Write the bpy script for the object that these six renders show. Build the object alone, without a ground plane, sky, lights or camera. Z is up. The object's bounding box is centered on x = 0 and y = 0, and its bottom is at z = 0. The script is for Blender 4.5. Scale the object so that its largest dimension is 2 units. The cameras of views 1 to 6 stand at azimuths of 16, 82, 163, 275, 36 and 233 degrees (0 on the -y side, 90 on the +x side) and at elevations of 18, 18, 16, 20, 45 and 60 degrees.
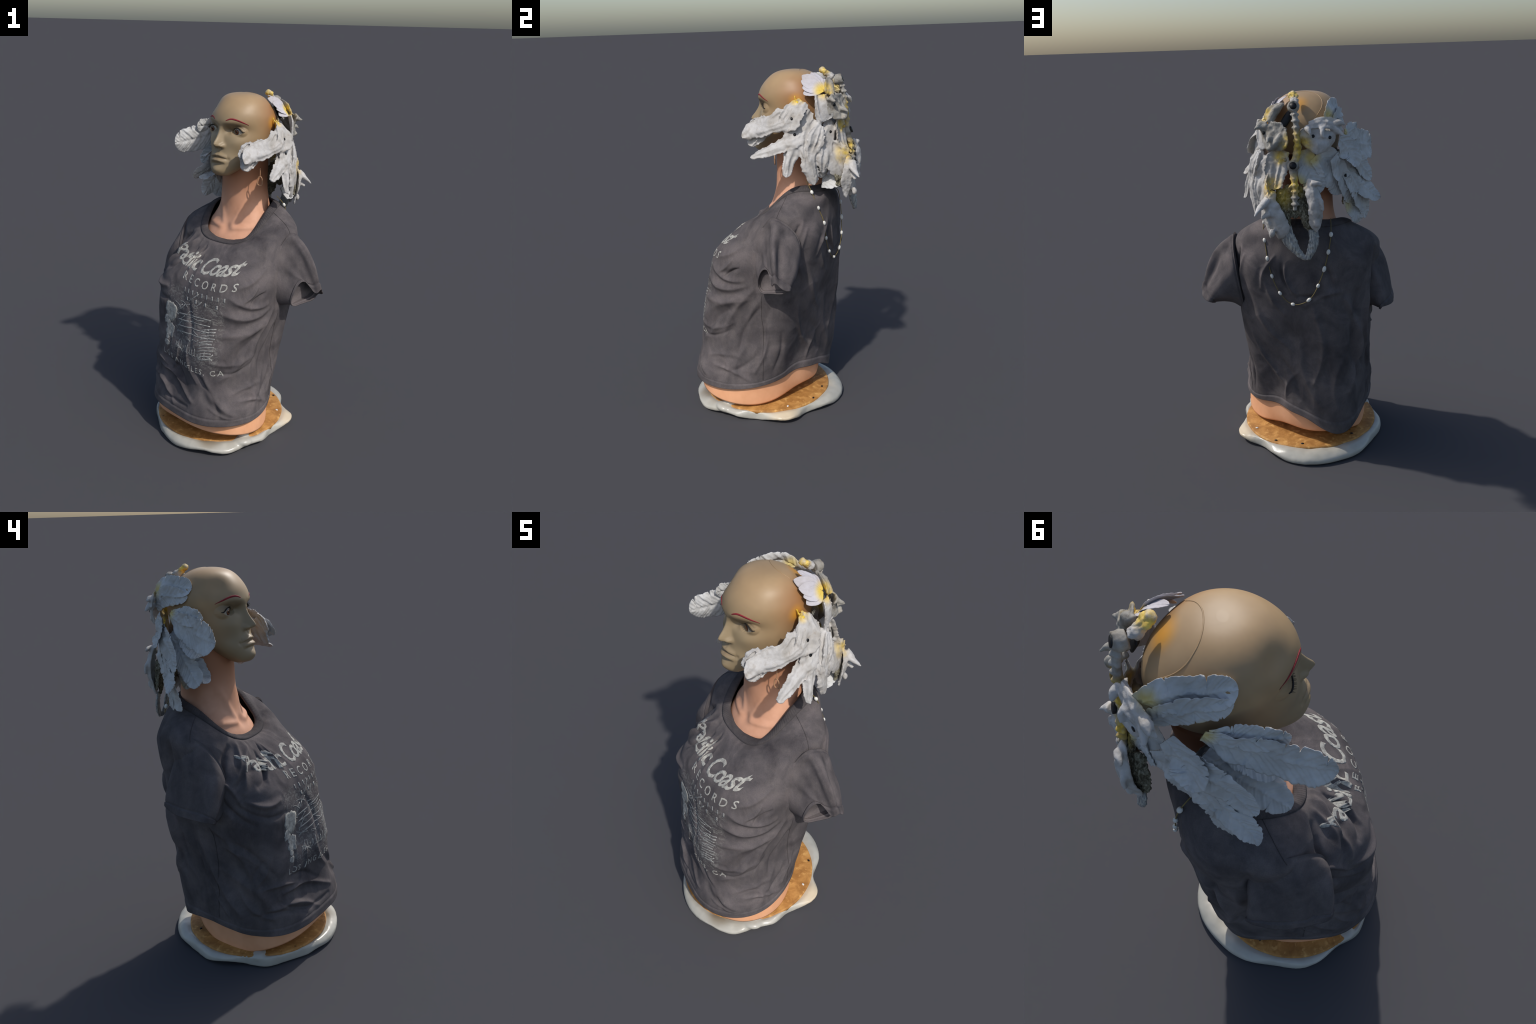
# Mannequin bust in a printed T-shirt, crowned with feathers, skull bones and a spine,
# standing on a round board in a melted white tray.
# Everything is modelled in a figure frame (she faces -Y, her left is +X); the root turns it by TURN.
import bpy, bmesh, math, random
import numpy as np
from mathutils import Vector, Matrix

random.seed(7)
RNG = np.random.default_rng(7)
TURN = math.radians(-20.0)

for o in list(bpy.data.objects):
    bpy.data.objects.remove(o, do_unlink=True)

# ------------------------------------------------------------------ numeric helpers
def spline(ts, vals, t):
    """Natural cubic spline through (ts, vals); vals may have several columns."""
    ts = np.asarray(ts, float); v = np.asarray(vals, float)
    one = v.ndim == 1
    if one: v = v[:, None]
    n = len(ts); h = np.diff(ts)
    A = np.zeros((n, n)); B = np.zeros((n, v.shape[1])); A[0, 0] = A[-1, -1] = 1
    for i in range(1, n - 1):
        A[i, i-1] = h[i-1]; A[i, i] = 2 * (h[i-1] + h[i]); A[i, i+1] = h[i]
        B[i] = 6 * ((v[i+1] - v[i]) / h[i] - (v[i] - v[i-1]) / h[i-1])
    M = np.linalg.solve(A, B)
    t = np.atleast_1d(np.asarray(t, float))
    k = np.clip(np.searchsorted(ts, t, side='right') - 1, 0, n - 2)
    a = (ts[k+1] - t)[:, None]; b = (t - ts[k])[:, None]; hh = h[k][:, None]
    r = (M[k] * a**3 + M[k+1] * b**3) / (6 * hh) + (v[k] / hh - M[k] * hh / 6) * a + (v[k+1] / hh - M[k+1] * hh / 6) * b
    return r[:, 0] if one else r

def ring_spline(vals, phi):
    """Periodic smooth interpolation of values given at equal angles; phi in radians."""
    v = np.asarray(vals, float); n = len(v)
    pad = np.concatenate([v[-3:], v, v[:4]])
    ts = (np.arange(-3, n + 4)) * 2 * math.pi / n
    return spline(ts, pad, np.mod(phi, 2 * math.pi))

def path(pts, n):
    """Smooth curve through points, n samples."""
    p = np.asarray(pts, float)
    d = np.r_[0, np.cumsum(np.linalg.norm(np.diff(p, axis=0), axis=1) + 1e-6)]
    return spline(d, p, np.linspace(0, d[-1], n))

def along(vals, n):
    v = np.asarray(vals, float)
    return np.interp(np.linspace(0, 1, n), np.linspace(0, 1, len(v)), v)

def smooth_along(vals, n):
    v = np.asarray(vals, float)
    return spline(np.linspace(0, 1, len(v)), v, np.linspace(0, 1, n))

def norm(v):
    v = np.asarray(v, float)
    return v / (np.linalg.norm(v, axis=-1, keepdims=True) + 1e-12)

def sstep(a, b, x):
    t = np.clip((x - a) / (b - a), 0, 1)
    return t * t * (3 - 2 * t)

def gauss(x, s):
    return np.exp(-(x / s) ** 2)

def _hash(ix, iy, iz, seed):
    h = (ix * 374761393 + iy * 668265263 + iz * 2147483647 + seed * 974634777).astype(np.int64)
    h = (h ^ (h >> 13)) * 1274126177
    h = h & 0x7fffffff
    h = (h ^ (h >> 16)) & 0xffff
    return h / 65535.0 * 2 - 1

def vnoise(P, seed=0):
    P = np.asarray(P, float); i = np.floor(P).astype(np.int64); f = P - i
    f = f * f * (3 - 2 * f); out = 0
    for a in (0, 1):
        for b in (0, 1):
            for c in (0, 1):
                w = (f[..., 0] if a else 1 - f[..., 0]) * (f[..., 1] if b else 1 - f[..., 1]) * (f[..., 2] if c else 1 - f[..., 2])
                out = out + w * _hash(i[..., 0] + a, i[..., 1] + b, i[..., 2] + c, seed)
    return out

def fbm(P, octaves=3, seed=0):
    out = 0; amp = 1.0
    for k in range(octaves):
        out = out + amp * vnoise(np.asarray(P) * 2 ** k, seed + k * 17); amp *= 0.5
    return out

# ------------------------------------------------------------------ mesh helpers
ROOT = bpy.data.objects.new("dressed_mannequin", None)
bpy.context.scene.collection.objects.link(ROOT)
ROOT.rotation_euler = (0, 0, TURN)
ROOT["label"] = "mannequin bust in grey printed T-shirt with feather and bone headdress"
ROOT["category"] = "mannequin"

def make(name, verts, faces, mat, parent=None, smooth=True, kind=None):
    me = bpy.data.meshes.new(name)
    me.from_pydata([tuple(map(float, v)) for v in verts], [], [tuple(map(int, f)) for f in faces])
    me.update()
    if smooth: me.polygons.foreach_set("use_smooth", [True] * len(me.polygons))
    ob = bpy.data.objects.new(name, me)
    bpy.context.scene.collection.objects.link(ob)
    ob.parent = parent or ROOT
    if mat: me.materials.append(mat)
    if kind: ob["kind"] = kind
    return ob

def grid_faces(nu, nv, wrap_v=True, wrap_u=False, off=0):
    f = []
    for i in range(nu if wrap_u else nu - 1):
        a = i * nv; b = ((i + 1) % nu) * nv
        for j in range(nv if wrap_v else nv - 1):
            k = (j + 1) % nv
            f.append((off + a + j, off + a + k, off + b + k, off + b + j))
    return f

def tube_geo(P):
    """P: rings (nu, nv, 3), closed around v, fan-capped at both ends."""
    nu, nv = P.shape[:2]
    V = P.reshape(-1, 3); F = grid_faces(nu, nv)
    V = np.vstack([V, P[0].mean(0), P[-1].mean(0)]); a = nu * nv
    F += [(a, (j + 1) % nv, j) for j in range(nv)]
    F += [(a + 1, (nu - 1) * nv + j, (nu - 1) * nv + (j + 1) % nv) for j in range(nv)]
    return V, F

def frames(C, hint=(0, 0, 1)):
    t = norm(np.gradient(C, axis=0)); hint = np.asarray(hint, float)
    if hint.ndim == 1: hint = np.tile(hint, (len(C), 1))
    s = norm(np.cross(t, hint)); n = np.cross(s, t)
    return t, s, n

def tube(pts, radii, n=24, m=12, hint=(0.31, 0.2, 0.93), flat=1.0):
    C = path(pts, n); r = smooth_along(radii, n) if len(radii) > 2 else along(radii, n)
    t, s, nn = frames(C, hint)
    a = np.linspace(0, 2 * math.pi, m, endpoint=False)
    P = C[:, None] + r[:, None, None] * (np.cos(a)[None, :, None] * s[:, None] + flat * np.sin(a)[None, :, None] * nn[:, None])
    return tube_geo(P)

def ellipsoid(c, r, axis=None, nu=18, nv=24):
    th = np.linspace(0.02, math.pi - 0.02, nu); ph = np.linspace(0, 2 * math.pi, nv, endpoint=False)
    P = np.stack([np.sin(th)[:, None] * np.cos(ph), np.sin(th)[:, None] * np.sin(ph), np.cos(th)[:, None] + 0 * ph], -1) * np.asarray(r)
    if axis is not None:
        q = Vector((0, 0, 1)).rotation_difference(Vector(axis)); M = np.array(q.to_matrix()); P = P @ M.T
    V, F = tube_geo(P + np.asarray(c))
    return V, F

def join(*geos):
    V = []; F = []; o = 0
    for v, f in geos:
        V.append(np.asarray(v)); F += [tuple(i + o for i in q) for q in f]; o += len(v)
    return np.vstack(V), F

def blade(spine, half, face, thick=0.008, cup=0.15, ripple=0.006, ragged=0.06, barbs=0.0, rachis=0.004,
          seed=0, n=64, m=17, skew=0.0, tip=0.16, ridge=0.0, splits=0):
    """Thin curved blade (feather, scapula-like bone): spine points, half widths along it and the
    direction its face looks.  Closed solid with ragged edges, cupped, rippled, with a central shaft."""
    C = path(spine, n); w = np.maximum(smooth_along(half, n), 0.001)
    uu = np.linspace(0, 1, n)
    w = np.maximum(w * np.sqrt(np.clip(1 - (np.clip(uu - 1 + tip, 0, None) / tip) ** 2, 0.01, 1)), 0.001)
    F = np.asarray(face, float)
    if F.ndim == 2: F = np.stack([along(F[:, k], n) for k in range(3)], 1)
    t, s, nn = frames(C, F)
    v = np.linspace(-1, 1, m); u = np.linspace(0, 1, n)
    U, Vv = np.meshgrid(u, v, indexing='ij')
    L = np.linalg.norm(np.diff(C, axis=0), axis=1).sum()
    rag = 1 + ragged * vnoise(np.stack([U * L * 45, np.sign(Vv) * 9.7, 0 * U + seed], -1), seed) \
            + ragged * 0.6 * vnoise(np.stack([U * L * 130, np.sign(Vv) * 9.7, 0 * U + seed], -1), seed + 5)
    rs = random.Random(seed * 7 + 1)
    for _ in range(splits):                          # vane torn open between barbs
        u0 = rs.uniform(0.2, 0.95); sd = rs.choice((-1, 1)); wd = rs.uniform(0.004, 0.009); dp = rs.uniform(0.12, 0.42)
        rag = rag - dp * np.exp(-np.abs((U - u0) / wd) ** 1.4) * (np.sign(Vv) == sd)
    rag = np.where(np.abs(Vv) > 0.05, rag, 1)
    P = C[:, None] + s[:, None] * (w[:, None] * Vv * rag)[..., None]
    P = P + t[:, None] * (skew * w[:, None] * np.abs(Vv))[..., None]
    lift = cup * w[:, None] * Vv ** 2 + rachis * gauss(Vv, 0.12)
    q = np.stack([U * L * 14, Vv * w[:, None] * 14, 0 * U + seed * 3.1], -1)
    lift = lift + ripple * fbm(q, 3, seed)
    # barb grooves sweep away from the shaft
    lift = lift + barbs * vnoise(np.stack([(U * L - np.abs(Vv) * w[:, None] * 0.9) * 160, np.sign(Vv) * 4 + 0 * U, 0 * U + seed], -1), seed + 9)
    lift = lift + ridge * (1 - 2 * np.abs(vnoise(np.stack([(U * L * 0.35) * 20, Vv * 2.6, 0 * U + seed], -1), seed + 3)))
    P = P + nn[:, None] * lift[..., None]
    th = thick * (1 - 0.75 * Vv ** 4) * (0.35 + 0.65 * np.sin(np.clip(U * 0.96 + 0.02, 0, 1) * math.pi) ** 0.5)
    top = P + nn[:, None] * (th / 2)[..., None]; bot = P - nn[:, None] * (th / 2)[..., None]
    ring = np.concatenate([top, bot[:, ::-1]], 1)
    return tube_geo(ring)

def apply_mods(ob):
    dg = bpy.context.evaluated_depsgraph_get()
    me = bpy.data.meshes.new_from_object(ob.evaluated_get(dg))
    old = ob.data; ob.modifiers.clear(); ob.data = me; bpy.data.meshes.remove(old)
    me.polygons.foreach_set("use_smooth", [True] * len(me.polygons))
    return ob

def fuse(name, geo, mat, voxel=0.006, relief=0.003, freq=30, seed=0, parent=None, smooth_iter=4):
    """Fuse overlapping pieces into one bone with a remesh, then roughen it."""
    ob = make(name, geo[0], geo[1], mat, parent)
    m = ob.modifiers.new("r", 'REMESH'); m.mode = 'VOXEL'; m.voxel_size = voxel
    sm = ob.modifiers.new("s", 'SMOOTH'); sm.iterations = smooth_iter; sm.factor = 0.5
    apply_mods(ob); me = ob.data
    if relief:
        co = np.empty(len(me.vertices) * 3); me.vertices.foreach_get("co", co); co = co.reshape(-1, 3)
        no = np.array([v.normal for v in me.vertices])
        co = co + no * (relief * fbm(co * freq, 3, seed))[:, None]
        me.vertices.foreach_set("co", co.ravel()); me.update()
    if mat and not me.materials: me.materials.append(mat)
    return ob

# ------------------------------------------------------------------ materials
def srgb(r, g, b):
    f = lambda c: c / 12.92 if c <= 0.04045 else ((c + 0.055) / 1.055) ** 2.4
    return (f(r / 255), f(g / 255), f(b / 255), 1)

class Mat:
    def __init__(self, name, rough=0.6, spec=0.4):
        self.m = bpy.data.materials.new(name); self.m.use_nodes = True
        self.t = self.m.node_tree; self.b = self.t.nodes["Principled BSDF"]
        self.b.inputs["Roughness"].default_value = rough
        self.b.inputs["Specular IOR Level"].default_value = spec
        self.co = self.node("ShaderNodeTexCoord").outputs["Object"]
        self.col = None
    def node(self, kind, **kw):
        n = self.t.nodes.new(kind)
        for k, v in kw.items(): setattr(n, k, v)
        return n
    def link(self, a, b): self.t.links.new(a, b)
    def put(self, sock, v):
        if hasattr(v, "is_linked") or isinstance(v, bpy.types.NodeSocket): self.link(v, sock)
        else: sock.default_value = v
    def scaled(self, s, rot=(0, 0, 0)):
        n = self.node("ShaderNodeMapping"); self.link(self.co, n.inputs[0])
        n.inputs["Scale"].default_value = s; n.inputs["Rotation"].default_value = rot
        return n.outputs[0]
    def noise(self, scale, detail=4, rough=0.55, vec=None, dist=0.0):
        n = self.node("ShaderNodeTexNoise"); self.link(vec or self.co, n.inputs["Vector"])
        n.inputs["Scale"].default_value = scale; n.inputs["Detail"].default_value = detail
        n.inputs["Roughness"].default_value = rough; n.inputs["Distortion"].default_value = dist
        return n.outputs["Fac"]
    def voronoi(self, scale, feature='F1', vec=None):
        n = self.node("ShaderNodeTexVoronoi", feature=feature); self.link(vec or self.co, n.inputs["Vector"])
        n.inputs["Scale"].default_value = scale
        return n.outputs["Distance"]
    def ramp(self, fac, stops, interp='LINEAR'):
        n = self.node("ShaderNodeValToRGB"); n.color_ramp.interpolation = interp
        e = n.color_ramp.elements
        while len(e) < len(stops): e.new(0.5)
        for k, (p, c) in enumerate(stops):
            e[k].position = p; e[k].color = c if isinstance(c, tuple) else (c, c, c, 1)
        self.link(fac, n.inputs[0]); return n.outputs["Color"]
    def maprange(self, v, a, b, c=0.0, d=1.0, smooth=True):
        n = self.node("ShaderNodeMapRange", interpolation_type='SMOOTHSTEP' if smooth else 'LINEAR')
        self.link(v, n.inputs[0])
        for i, x in enumerate((a, b, c, d)): n.inputs[i + 1].default_value = x
        return n.outputs[0]
    def math(self, op, a, b=None):
        n = self.node("ShaderNodeMath", operation=op); self.put(n.inputs[0], a)
        if b is not None: self.put(n.inputs[1], b)
        return n.outputs[0]
    def near(self, p, r0, r1, squash=(1, 1, 1)):
        """1 inside r0 of point p, fading to 0 at r1 (object coordinates)."""
        n = self.node("ShaderNodeVectorMath", operation='SUBTRACT'); self.link(self.co, n.inputs[0]); n.inputs[1].default_value = p
        q = self.node("ShaderNodeVectorMath", operation='MULTIPLY'); self.link(n.outputs[0], q.inputs[0]); q.inputs[1].default_value = squash
        l = self.node("ShaderNodeVectorMath", operation='LENGTH'); self.link(q.outputs[0], l.inputs[0])
        return self.maprange(l.outputs["Value"], r0, r1, 1.0, 0.0)
    def axis(self, k):
        n = self.node("ShaderNodeSeparateXYZ"); self.link(self.co, n.inputs[0]); return n.outputs[k]
    def mix(self, fac, a, b, mode='MIX'):
        n = self.node("ShaderNodeMix", data_type='RGBA', blend_type=mode)
        self.put(n.inputs[0], fac); self.put(n.inputs[6], a); self.put(n.inputs[7], b)
        return n.outputs[2]
    def colour(self, c): self.put(self.b.inputs["Base Color"], c); return self
    def bump(self, h, strength=0.3, dist=0.01):
        n = self.node("ShaderNodeBump"); n.inputs["Strength"].default_value = strength; n.inputs["Distance"].default_value = dist
        self.link(h, n.inputs["Height"]); self.link(n.outputs[0], self.b.inputs["Normal"]); return self

def mat_face():
    m = Mat("painted_face_skin", rough=0.48, spec=0.45)
    c = m.ramp(m.noise(7, 4), [(0.3, srgb(156, 129, 95)), (0.7, srgb(170, 142, 106))])
    # cooler khaki over the face, warm brown towards the sides and the back
    c = m.mix(m.near((-0.085, -0.10, 1.70), 0.08, 0.30), c, srgb(149, 131, 102))
    c = m.mix(m.near((0.11, 0.20, 1.86), 0.03, 0.19), c, srgb(154, 110, 70))
    eye = m.math('MAXIMUM', m.near((0.0, -0.05, 1.815), 0.02, 0.062, (0.75, 0.6, 1.25)), m.near((-0.165, -0.05, 1.82), 0.02, 0.062, (0.75, 0.6, 1.25)))
    c = m.mix(m.math('MULTIPLY', eye, 0.6), c, srgb(96, 80, 58))
    lips = m.near((-0.09, -0.11, 1.648), 0.012, 0.034, (0.5, 0.4, 1.3))
    c = m.mix(m.math('MULTIPLY', lips, 0.35), c, srgb(128, 104, 82))
    glow = m.math('MAXIMUM', m.near((-0.03, 0.28, 1.95), 0.01, 0.075), m.near((0.12, 0.165, 1.835), 0.0, 0.06))  # amber light spill painted onto the skin at crown and ear
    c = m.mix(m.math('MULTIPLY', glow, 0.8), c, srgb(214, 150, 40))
    return m.colour(c).bump(m.noise(60, 3), 0.05, 0.003).m

def mat_neck():
    m = Mat("pink_body_skin", rough=0.55, spec=0.3)
    c = m.ramp(m.noise(9, 4), [(0.3, srgb(206, 150, 118)), (0.7, srgb(226, 172, 142))])
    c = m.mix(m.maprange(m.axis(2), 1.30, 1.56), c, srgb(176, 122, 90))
    return m.colour(c).bump(m.noise(40, 3), 0.06, 0.004).m

def mat_hips():
    m = Mat("peach_hip_skin", rough=0.55, spec=0.3)
    c = m.ramp(m.noise(8, 4), [(0.3, srgb(222, 160, 118)), (0.7, srgb(240, 180, 138))])
    return m.colour(c).bump(m.noise(30, 3), 0.08, 0.004).m

def mat_shirt(name="washed_grey_cotton", print_area=False, dark=1.0):
    m = Mat(name, rough=0.95, spec=0.12)
    k = lambda r, g, b: srgb(r * dark, g * dark, b * dark)
    c = m.ramp(m.noise(6, 5, 0.6, dist=0.6), [(0.28, k(70, 66, 68)), (0.5, k(90, 85, 86)), (0.75, k(114, 106, 106))])
    fade = m.ramp(m.noise(22, 5, 0.65, vec=m.scaled((1, 1, 0.45), (0.3, 0.2, 0))), [(0.45, 0.0), (0.72, 1.0)])
    c = m.mix(m.math('MULTIPLY', fade, 0.25), c, k(122, 114, 110))
    grain = m.noise(260, 2, 0.6)
    c = m.mix(0.22, c, m.ramp(grain, [(0.3, 0.25), (0.7, 0.75)]), 'OVERLAY')
    if print_area:
        # worn ghost of the printed picture on the chest and belly
        front = m.maprange(m.axis(1), -0.22, -0.30)
        z = m.axis(2); x = m.axis(0)
        box = m.math('MULTIPLY', m.math('MULTIPLY', m.maprange(z, 0.49, 0.54), m.maprange(z, 0.95, 0.90)),
                     m.math('MULTIPLY', m.maprange(x, -0.28, -0.24), m.maprange(x, 0.20, 0.15)))
        blot = m.ramp(m.noise(26, 6, 0.75, vec=m.scaled((1, 1, 1.5), (0, 0.6, 0)), dist=1.6), [(0.50, 0.0), (0.60, 0.9), (0.66, 0.15), (0.8, 0.7)])
        f = m.math('MULTIPLY', m.math('MULTIPLY', box, front), blot)
        c = m.mix(m.math('MULTIPLY', f, 0.55), c, srgb(158, 157, 150))
    return m.colour(c).bump(m.math('ADD', m.noise(420, 2), m.math('MULTIPLY', m.noise(40, 4), 1.4)), 0.15, 0.003).m

def mat_print():
    m = Mat("worn_white_print", rough=0.9, spec=0.15)
    c = m.ramp(m.noise(55, 5, 0.7), [(0.30, srgb(120, 117, 114)), (0.5, srgb(166, 164, 157)), (0.7, srgb(198, 196, 186))])
    return m.colour(c).m

def mat_ghost():
    m = Mat("faded_grey_print", rough=0.9, spec=0.15)
    c = m.ramp(m.noise(70, 5, 0.7), [(0.32, srgb(108, 106, 106)), (0.52, srgb(150, 150, 147)), (0.72, srgb(190, 190, 183))])
    return m.colour(c).m

def mat_tray():
    m = Mat("glossy_white_tray", rough=0.28, spec=0.5)
    c = m.ramp(m.noise(5, 5, 0.6), [(0.3, srgb(166, 162, 150)), (0.6, srgb(184, 181, 171)), (0.8, srgb(196, 192, 178))])
    c = m.mix(m.math('MULTIPLY', m.near((0.32, 0.10, 0.02), 0.03, 0.14), 0.7), c, srgb(226, 204, 168))
    c = m.mix(m.math('MULTIPLY', m.near((0.13, -0.42, 0.08), 0.02, 0.10), 0.75), c, srgb(120, 106, 84))
    return m.colour(c).bump(m.noise(18, 3), 0.08, 0.01).m

def mat_board():
    m = Mat("pressed_wood_board", rough=0.6, spec=0.3)
    c = m.ramp(m.noise(16, 6, 0.62, dist=0.4), [(0.25, srgb(138, 92, 44)), (0.5, srgb(172, 122, 64)), (0.72, srgb(206, 154, 88))])
    fl = m.ramp(m.noise(34, 3, 0.5), [(0.58, 0.0), (0.68, 1.0)])
    c = m.mix(m.math('MULTIPLY', fl, 0.55), c, srgb(226, 178, 108))
    sp = m.ramp(m.voronoi(11), [(0.05, 1.0), (0.075, 0.0)])
    c = m.mix(m.math('MULTIPLY', sp, 0.7), c, srgb(60, 46, 34))
    return m.colour(c).bump(m.noise(60, 4), 0.25, 0.004).m

GLOWS = [((0.113, 0.31, 1.885), 0.02, 0.07), ((0.125, 0.17, 1.835), 0.02, 0.055), ((-0.03, 0.43, 1.755), 0.04, 0.095),  # yellow lamp light tinted into bone and feather base colours, by position
         ((-0.014, 0.292, 1.988), 0.026, 0.055), ((-0.17, 0.345, 1.885), 0.01, 0.06), ((-0.25, 0.23, 1.79), 0.01, 0.05),
         ((0.09, 0.42, 1.55), 0.02, 0.085), ((-0.03, 0.44, 1.575), 0.02, 0.07), ((-0.10, 0.38, 1.69), 0.01, 0.06), ((0.05, 0.40, 1.70), 0.01, 0.055),
         ((-0.25, 0.24, 1.42), 0.01, 0.07)]

def mat_bone(name="bleached_bone", base=(194, 192, 190), low=(162, 157, 150), dirt=0.42, yellow=0.85, rough=0.62):
    m = Mat(name, rough=rough, spec=0.3)
    c = m.ramp(m.noise(11, 5, 0.6), [(0.3, srgb(*low)), (0.62, srgb(*base))])
    d = m.ramp(m.noise(26, 6, 0.7, dist=0.8), [(0.52, 0.0), (0.74, 1.0)])
    c = m.mix(m.math('MULTIPLY', d, dirt), c, srgb(124, 104, 78))
    if yellow:
        g = None
        for p, a, b in GLOWS:
            q = m.near(p, a, b); g = q if g is None else m.math('MAXIMUM', g, q)
        g = m.math('MULTIPLY', g, m.maprange(m.noise(30, 4), 0.3, 0.6, 0.35, 1.0))
        c = m.mix(m.math('MULTIPLY', g, yellow), c, m.ramp(m.noise(38, 3), [(0.35, srgb(176, 140, 22)), (0.65, srgb(244, 206, 60))]))
    return m.colour(c).bump(m.math('ADD', m.noise(70, 5, 0.65), m.noise(22, 3)), 0.3, 0.006).m

def mat_feather(name, lo, hi, yellow=0.6):
    m = Mat(name, rough=0.75, spec=0.2)
    c = m.ramp(m.noise(9, 5, 0.6), [(0.3, srgb(*lo)), (0.7, srgb(*hi))])
    d = m.ramp(m.noise(60, 5, 0.7, vec=m.scaled((1, 0.5, 1), (0.5, 0.3, 0))), [(0.5, 0.0), (0.8, 1.0)])
    c = m.mix(m.math('MULTIPLY', d, 0.25), c, srgb(150, 142, 130))
    g = None
    for p, a, b in GLOWS:
        q = m.near(p, a, b); g = q if g is None else m.math('MAXIMUM', g, q)
    c = m.mix(m.math('MULTIPLY', g, yellow), c, srgb(226, 196, 66))
    return m.colour(c).bump(m.noise(120, 4, 0.6, vec=m.scaled((1, 0.35, 1), (0.6, 0.3, 0))), 0.25, 0.004).m

def mat_plain(name, rgb, rough=0.5, spec=0.4, var=0.12, scale=30):
    m = Mat(name, rough=rough, spec=spec)
    lo = tuple(x * (1 - var) for x in rgb); hi = tuple(min(255, x * (1 + var)) for x in rgb)
    return m.colour(m.ramp(m.noise(scale, 3), [(0.3, srgb(*lo)), (0.7, srgb(*hi))])).m

def mat_porous():
    m = Mat("porous_weathered_bone", rough=0.8, spec=0.2)
    c = m.ramp(m.noise(75, 6, 0.75, vec=m.scaled((1, 1, 0.55)), dist=1.2), [(0.36, srgb(52, 46, 36)), (0.5, srgb(112, 106, 88)), (0.62, srgb(168, 164, 144))])
    g = m.math('MAXIMUM', m.near((0.05, 0.46, 1.52), 0.02, 0.09), m.near((-0.03, 0.46, 1.55), 0.02, 0.06))  # lamp glow on the sacrum, mixed into its base colour
    c = m.mix(m.math('MULTIPLY', g, 0.6), c, srgb(196, 168, 60))
    return m.colour(c).bump(m.noise(80, 6, 0.75, dist=1.2), 0.8, 0.008).m

def mat_fringe():
    m = Mat("striated_tail_bone", rough=0.45, spec=0.5)
    v = m.scaled((1, 1, 0.06), (0, 0.25, 0))
    c = m.ramp(m.noise(190, 2, 0.5, vec=v), [(0.3, srgb(92, 96, 104)), (0.5, srgb(150, 150, 146)), (0.75, srgb(196, 192, 178))])
    return m.colour(c).bump(m.noise(190, 2, 0.5, vec=v), 0.5, 0.005).m

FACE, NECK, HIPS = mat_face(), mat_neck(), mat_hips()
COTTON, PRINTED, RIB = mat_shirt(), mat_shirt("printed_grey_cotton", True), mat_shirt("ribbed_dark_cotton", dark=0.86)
PRINT, GHOST = mat_print(), mat_ghost()
TRAY, BOARD = mat_tray(), mat_board()
BONE = mat_bone()
BONE_DARK = mat_bone("weathered_grey_bone", (170, 167, 160), (118, 112, 102), 0.5)
FEATHER_W = mat_feather("white_feather", (192, 188, 184), (214, 212, 210))
FEATHER_B = mat_feather("silver_white_feather", (174, 173, 170), (208, 208, 207), 0.65)
FAN = mat_feather("pale_lilac_feather", (176, 170, 170), (200, 198, 206), 0.85)
POROUS, FRINGE = mat_porous(), mat_fringe()
BLACK = mat_plain("black_pin", (16, 16, 18), 0.5)
GOLD = mat_plain("bright_yellow", (236, 186, 44), 0.35, 0.6, 0.2, 60)
PEARL = mat_plain("freshwater_pearl", (222, 220, 212), 0.25, 0.6, 0.05)
CORD = mat_plain("bead_cord", (120, 106, 66), 0.7)
BROW = mat_plain("red_brow_paint", (138, 44, 52), 0.6, 0.3, 0.1, 80)
LASH = mat_plain("black_eyelash", (26, 20, 18), 0.6)
RINGMAT = mat_plain("rose_gold_wire", (186, 142, 108), 0.4, 0.5)

# ------------------------------------------------------------------ head
HC = np.array([-0.072, 0.14])      # turning point of the head in plan
HEAD_YAW = math.radians(-2.5)
# height, front of face (without nose), back of skull, half width
HEAD_KEYS = np.array([
    [1.538, -0.020, 0.060, 0.002], [1.541, -0.084, 0.130, 0.060], [1.556, -0.107, 0.175, 0.094], [1.595, -0.109, 0.225, 0.130],
    [1.635, -0.103, 0.265, 0.145], [1.680, -0.089, 0.302, 0.158], [1.730, -0.080, 0.330, 0.168],
    [1.780, -0.074, 0.345, 0.175], [1.825, -0.081, 0.346, 0.180], [1.865, -0.079, 0.333, 0.179],
    [1.905, -0.061, 0.305, 0.166], [1.940, -0.032, 0.270, 0.146], [1.968, 0.002, 0.230, 0.115],
    [1.985, 0.045, 0.185, 0.074], [1.992, 0.100, 0.130, 0.020]])
EYES = [(0.088, 1.790), (-0.092, 1.793)]     # offset from the middle of the face, height
EYE_R = 0.041; EYE_Y = 0.003

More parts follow.
